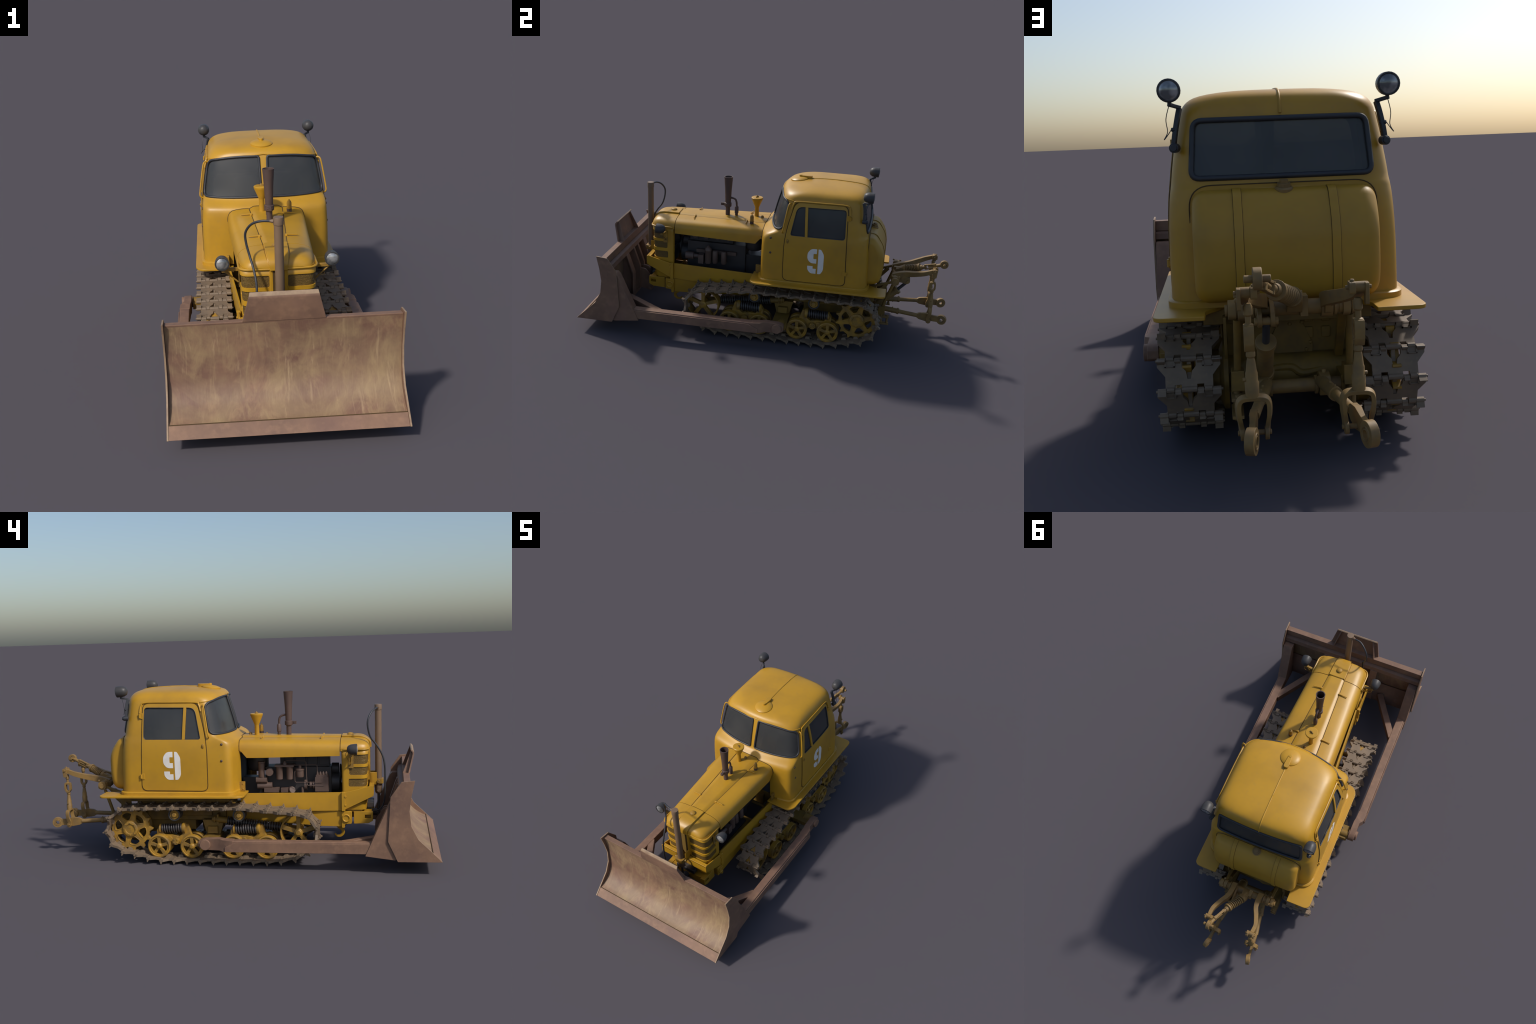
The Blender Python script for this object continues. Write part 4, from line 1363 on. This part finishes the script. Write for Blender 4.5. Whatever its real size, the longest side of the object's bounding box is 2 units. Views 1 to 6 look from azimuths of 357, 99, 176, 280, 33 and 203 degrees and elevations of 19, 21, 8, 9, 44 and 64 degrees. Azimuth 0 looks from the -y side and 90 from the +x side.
# ---- rear axle housing and hitch ---------------------------------------------
rh = Part()
rh.box((-.150, .40, .192), (.150, .514, .318))
rh.box((-.12, .40, .12), (.12, .480, .192))
rh.py(round_poly([(-.06, .205), (.045, .205), (.052, .23), (.032, .27), (.02, .295), (-.03, .295), (-.045, .27), (-.062, .23)], .01, 4), .508, .521)
for x in (-.095, -.052):
    rh.py(round_poly([(x - .011, .285), (x + .011, .285), (x + .011, .315), (x - .011, .315)], .003, 2), .508, .520)
    rh.py(round_poly([(x - .011, .245), (x + .011, .245), (x + .011, .272), (x - .011, .272)], .003, 2), .508, .520)
for x, z in ((-.045, .217), (.035, .217), (-.005, .283), (-.055, .235), (.046, .235), (-.035, .285), (.028, .28), (-.008, .205)):
    rh.bolt((x, .520, z), (0, 1, 0), .005, .005)
rh.tube(smooth_path([(.06, .555, .18), (.0, .56, .185), (-.03, .565, .170), (-.09, .555, .178)], 5), .010, 8)
for sg in (1, -1):
    # struts between upper shaft and cross bar
    rh.cyl((sg * .127, .693, .340), (sg * .130, .648, .205), .0085, None, 14)
    rh.box((sg * .115, .628, .165), (sg * .145, .665, .212))
    rh.box((sg * .112, .56, .14), (sg * .146, .642, .182))
    rh.cyl((sg * .133, .632, .175), (sg * .134, .627, .085), .010, None, 12)
    rh.bar((sg * .125, .695, .358), (sg * .125, .56, .31), .014, .012)
    rh.bar((sg * .115, .66, .34), (sg * .12, .55, .21), .02, .018)
    rh.px([(.545, .32), (.60, .325), (.60, .25), (.575, .20), (.545, .20)], sg * .150, sg * .158)
hitch = rh.make('rear_housing', root, 'under', bevel=.002)
rs = Part()
rs.cyl((-.105, .702, .363), (.105, .702, .363), .0175, None, 22)
for sg in (1, -1):
    rs.cyl((sg * .088, .702, .363), (sg * .096, .702, .363), .022, None, 22)
    rs.px(round_poly([(.680, .348), (.70, .337), (.726, .348), (.724, .382), (.70, .390), (.683, .384)], .008, 3), sg * .108, sg * .125)
    rs.px(round_poly([(.682, .350), (.70, .340), (.724, .350), (.722, .380), (.70, .387), (.685, .382)], .008, 3), sg * .128, sg * .146)
    rs.cyl((sg * .10, .703, .363), (sg * .14, .703, .363), .018, None, 16)
    for y, z in ((.684, .388), (.722, .386), (.69, .338)):
        rs.bolt((sg * .127, y, z), (0, .3, 1 if z > .36 else -1), .006, .007)
    rs.cyl((sg * .146, .703, .363), (sg * .153, .703, .363), .013, None, 14)
rs.box((-.03, .69, .345), (-.012, .725, .392))
rs.make('lift_shaft', hitch, 'hitch', bevel=.0015)
rs = Part()
rs.cyl((-.135, .622, .157), (.135, .622, .157), .0165, None, 20)
for sg in (1, -1):
    rs.cyl((sg * .050, .622, .157), (sg * .058, .622, .157), .022, None, 20)
    rs.px(round_poly([(.60, .135), (.645, .135), (.66, .16), (.655, .185), (.62, .19), (.60, .18)], .006, 3), sg * .06, sg * .085)
    rs.bolt((sg * .072, .63, .188), (0, 0, 1), .006, .008)
rs.make('cross_bar', hitch, 'hitch', bevel=.0015)

for sg in (1, -1):
    # curved lift arm
    la = Part()
    ctrl = [(.072, .690, .368), (.071, .725, .382), (.076, .765, .393), (.096, .808, .405), (.114, .857, .421), (.114, .900, .437)]
    pth = smooth_path([(sg * x, y, z) for x, y, z in ctrl], 6)
    n = len(pth)
    la.tube(pth, 1, flat=[(.026 - .009 * i_ / n, .036 - .016 * i_ / n) for i_ in range(n)])
    la.cyl((sg * .060, .702, .363), (sg * .086, .702, .363), .025, None, 22)
    la.cyl((sg * .103, .906, .440), (sg * .125, .906, .440), .011, None, 16)
    la.px(round_poly([(.70, .345), (.735, .352), (.745, .375), (.72, .385)], .006, 3), sg * .066, sg * .080)
    arm_ob = la.make('lift_arm', hitch, 'hitch', bevel=.0025)
    k = Part()
    k.px(round_poly([(.896, .428), (.924, .428), (.924, .452), (.896, .452)], .006, 3), sg * .090, sg * .103)
    k.px(round_poly([(.898, .405), (.918, .405), (.922, .45), (.896, .45)], .006, 3), sg * .122, sg * .130)
    k.cyl((sg * .084, .908, .440), (sg * .136, .908, .440), .0045, None, 10)
    k.bolt((sg * .097, .912, .451), (0, 0, 1), .005, .006)
    k.make('arm_clevis', arm_ob, 'hitch', bevel=.001)
    # adjustable link rod hanging from the arm
    lr = Part()
    X = .109
    lr.lathe([(.0065, .418), (.0095, .412), (.0095, .396), (.006, .392), (.006, .378), (.0105, .376), (.0105, .371)], (sg * X, .904, 0), (0, 0, 1), 14)
    lr.plate(round_poly([(.889, .375), (.918, .375), (.921, .36), (.921, .337), (.912, .322), (.896, .322), (.886, .337), (.886, .36)], .004, 3),
             [round_poly([(.8975, .366), (.910, .366), (.9125, .358), (.9125, .339), (.909, .333), (.898, .333), (.8945, .339), (.8945, .358)], .003, 3)],
             lambda y, z: (sg * (X - .010), y, z), lambda y, z: (sg * (X + .010), y, z))
    lr.lathe([(.0075, .325), (.0095, .318), (.0095, .312), (.007, .309), (.0085, .303), (.011, .282), (.0125, .278), (.0125, .262), (.0145, .259), (.0135, .228)], (sg * (X - .002), .904, 0), (0, 0, 1), 16)
    lr.bolt((sg * (X + .010), .905, .265), (sg, 0, 0), .004, .006)
    rod = lr.make('link_rod', hitch, 'hitch', bevel=.001)
    fk = Part()
    xc = sg * .105
    fpts = smooth_path([(xc - .026, .902, .148), (xc - .027, .898, .168), (xc - .031, .905, .192), (xc - .0305, .906, .216), (xc - .022, .906, .226), (xc, .905, .2275), (xc + .022, .906, .226), (xc + .0305, .906, .216), (xc + .031, .905, .192), (xc + .027, .898, .168), (xc + .026, .902, .148)], 6)
    fk.tube(fpts, 1, flat=(.009, .019))
    for s2 in (1, -1): fk.cyl((xc + s2 * .020, .902, .152), (xc + s2 * .029, .902, .152), .0135, None, 16)
    fk.cyl((xc - .034, .902, .154), (xc + .034, .902, .154), .0055, None, 10)
    fk.make('link_fork', rod, 'hitch', bevel=.0015)
    # lower link with ball eye
    ll = Part()
    root_p, mid, eye = V((sg * .064, .640, .171)), V((sg * .103, .842, .167)), V((sg * .1145, .9725, .1625))
    ll.tube([root_p, root_p.lerp(mid, .5), mid], .0115, 14)
    ll.cyl(root_p, root_p.lerp(mid, .46), .0150, None, 14); ll.cyl(root_p.lerp(mid, .44), root_p.lerp(mid, .50), .0165, None, 14)
    for f_ in (.32, .47): ll.cyl(root_p.lerp(mid, f_) + V((0, 0, -.018)), root_p.lerp(mid, f_) + V((0, 0, .02)), .003, None, 8)
    ax = V((1, 0, 0))
    side = [(.838, .010), (.852, .0185), (.888, .0235), (.92, .0175), (.958, .0165)]
    rings_ = []
    for y, hh in side:
        c_ = mid.lerp(eye, (y - .842) / (.973 - .842))
        w_ = .0075 if y < .9 else .006
        rings_.append([(c_.x - w_, y, c_.z - hh), (c_.x + w_, y, c_.z - hh), (c_.x + w_, y, c_.z + hh), (c_.x - w_, y, c_.z + hh)])
    ll.loft(rings_)
    turn = radians(-15 * sg)
    def yaw(x, y, z):
        a, b = x - eye.x, y - eye.y
        return (eye.x + a * cos(turn) - b * sin(turn), eye.y + a * sin(turn) + b * cos(turn), z)
    ll.plate(circle(.0268, 32, eye.y, eye.z), [circle(.0112, 20, eye.y, eye.z)], lambda y, z: yaw(eye.x - .0095, y, z), lambda y, z: yaw(eye.x + .0095, y, z))
    lk = ll.make('lower_link', hitch, 'hitch', bevel=.002)
    q = Part()
    for s2 in (1, -1):
        q.tube([(eye.x + s2 * .0095, y, z) for y, z in circle(.0155, 24, eye.y, eye.z)], .0022, 6, True)
    q.lathe([(.0112, -.011), (.0165, -.006), (.0165, .006), (.0112, .011), (.0095, .011), (.0095, -.011), (.0112, -.011)], eye, (1, 0, 0), 20, (False, False))
    q.v = [yaw(*p) for p in q.v]
    q.make('ball_eye', lk, 'hitch')

# upper link: spring strut, turnbuckle and eye, leaning towards +x
ul = Part()
A, B, C_, D, E_ = V((0, .715, .380)), V((.008, .757, .398)), V((.044, .821, .424)), V((.076, .905, .455)), V((.090, .952, .474))
ul.cyl(A, B, .017, .018, 18); ul.cyl(A.lerp(B, .7), A.lerp(B, 1.02), .0225, None, 18)
ul.px(round_poly([(.695, .36), (.73, .355), (.755, .385), (.745, .41), (.70, .39)], .006, 3), -.016, .018)
ul.cyl(B, C_, .012, None, 14)
ul.cyl(C_, C_.lerp(D, .10), .0225, None, 18); ul.cyl(C_.lerp(D, .1), C_.lerp(D, .26), .015, .012, 16)
ul.cyl(C_.lerp(D, .2), C_.lerp(D, .45), .0095, None, 12)
tdir = (D - C_).normalized(); tside = tdir.cross(V((0, 0, 1))).normalized().cross(tdir)
for s2 in (1, -1):
    ul.bar(C_.lerp(D, .40) + tside * s2 * .011, D + tside * s2 * .010, .012, .006)
ul.bar(C_.lerp(D, .38), C_.lerp(D, .47), .015, .027); ul.bar(C_.lerp(D, .93), D + tdir * .008, .015, .026)
ul.cyl(C_.lerp(D, .6), E_, .006, None, 12); ul.cyl(D + tdir * .004, E_, .0085, .010, 12)
up = ul.make('upper_link', hitch, 'hitch', bevel=.0012)
q = Part()
q.helix(B, C_, .0175, .0036, 7.5, 14, 7)
q.make('coil_spring', up, 'hitch', angle=60)
q = Part()
f0 = lambda k: (lambda y, z: (E_.x + k, y, z))
q.plate(circle(.022, 28, E_.y, E_.z), [circle(.010, 18, E_.y, E_.z)], f0(-.009), f0(.009))
q.lathe([(.010, -.009), (.0145, -.006), (.0145, .006), (.010, .009)], E_, (1, 0, 0), 20, (False, False))
q.cyl(E_ + V((-.026, 0, 0)), E_ + V((.026, 0, 0)), .0075, None, 14)
q.make('link_eye', up, 'hitch', bevel=.002)
# hydraulic lift ram with its crank on the shaft, and the pin clevises at the strut feet
q = Part()
r0, r1 = V((.066, .772, .340)), V((.066, .610, .185))
q.cyl(r0.lerp(r1, .32), r1, .0195, None, 22); q.cyl(r0.lerp(r1, .30), r0.lerp(r1, .37), .024, None, 22)
q.cyl(r0.lerp(r1, .92), r1, .023, None, 20)
for x in (.052, .080):
    q.px(round_poly([(.690, .375), (.715, .388), (.748, .384), (.782, .368), (.784, .345), (.768, .334), (.735, .342), (.705, .340)], .008, 3), x - .005, x + .005)
q.cyl((.040, .772, .350), (.092, .772, .350), .0085, None, 14); q.cyl((.044, .742, .366), (.088, .742, .366), .0095, None, 14)
q.make('lift_ram', hitch, 'hitch', bevel=.0015)
q = Part(); q.cyl(V((.066, .772, .346)), r0.lerp(r1, .34), .0085, None, 16); q.make('ram_rod', hitch, 'lamp')
q = Part()
for sg in (1, -1):
    for z in (.111, .152):
        q.box((sg * .120, .600, z - .004), (sg * .147, .690, z + .004))
    q.cyl((sg * .133, .680, .104), (sg * .133, .680, .162), .006, None, 10)
    q.cyl((sg * .133, .647, .104), (sg * .133, .647, .170), .008, None, 10)
q.make('foot_clevis', hitch, 'hitch', bevel=.0012)
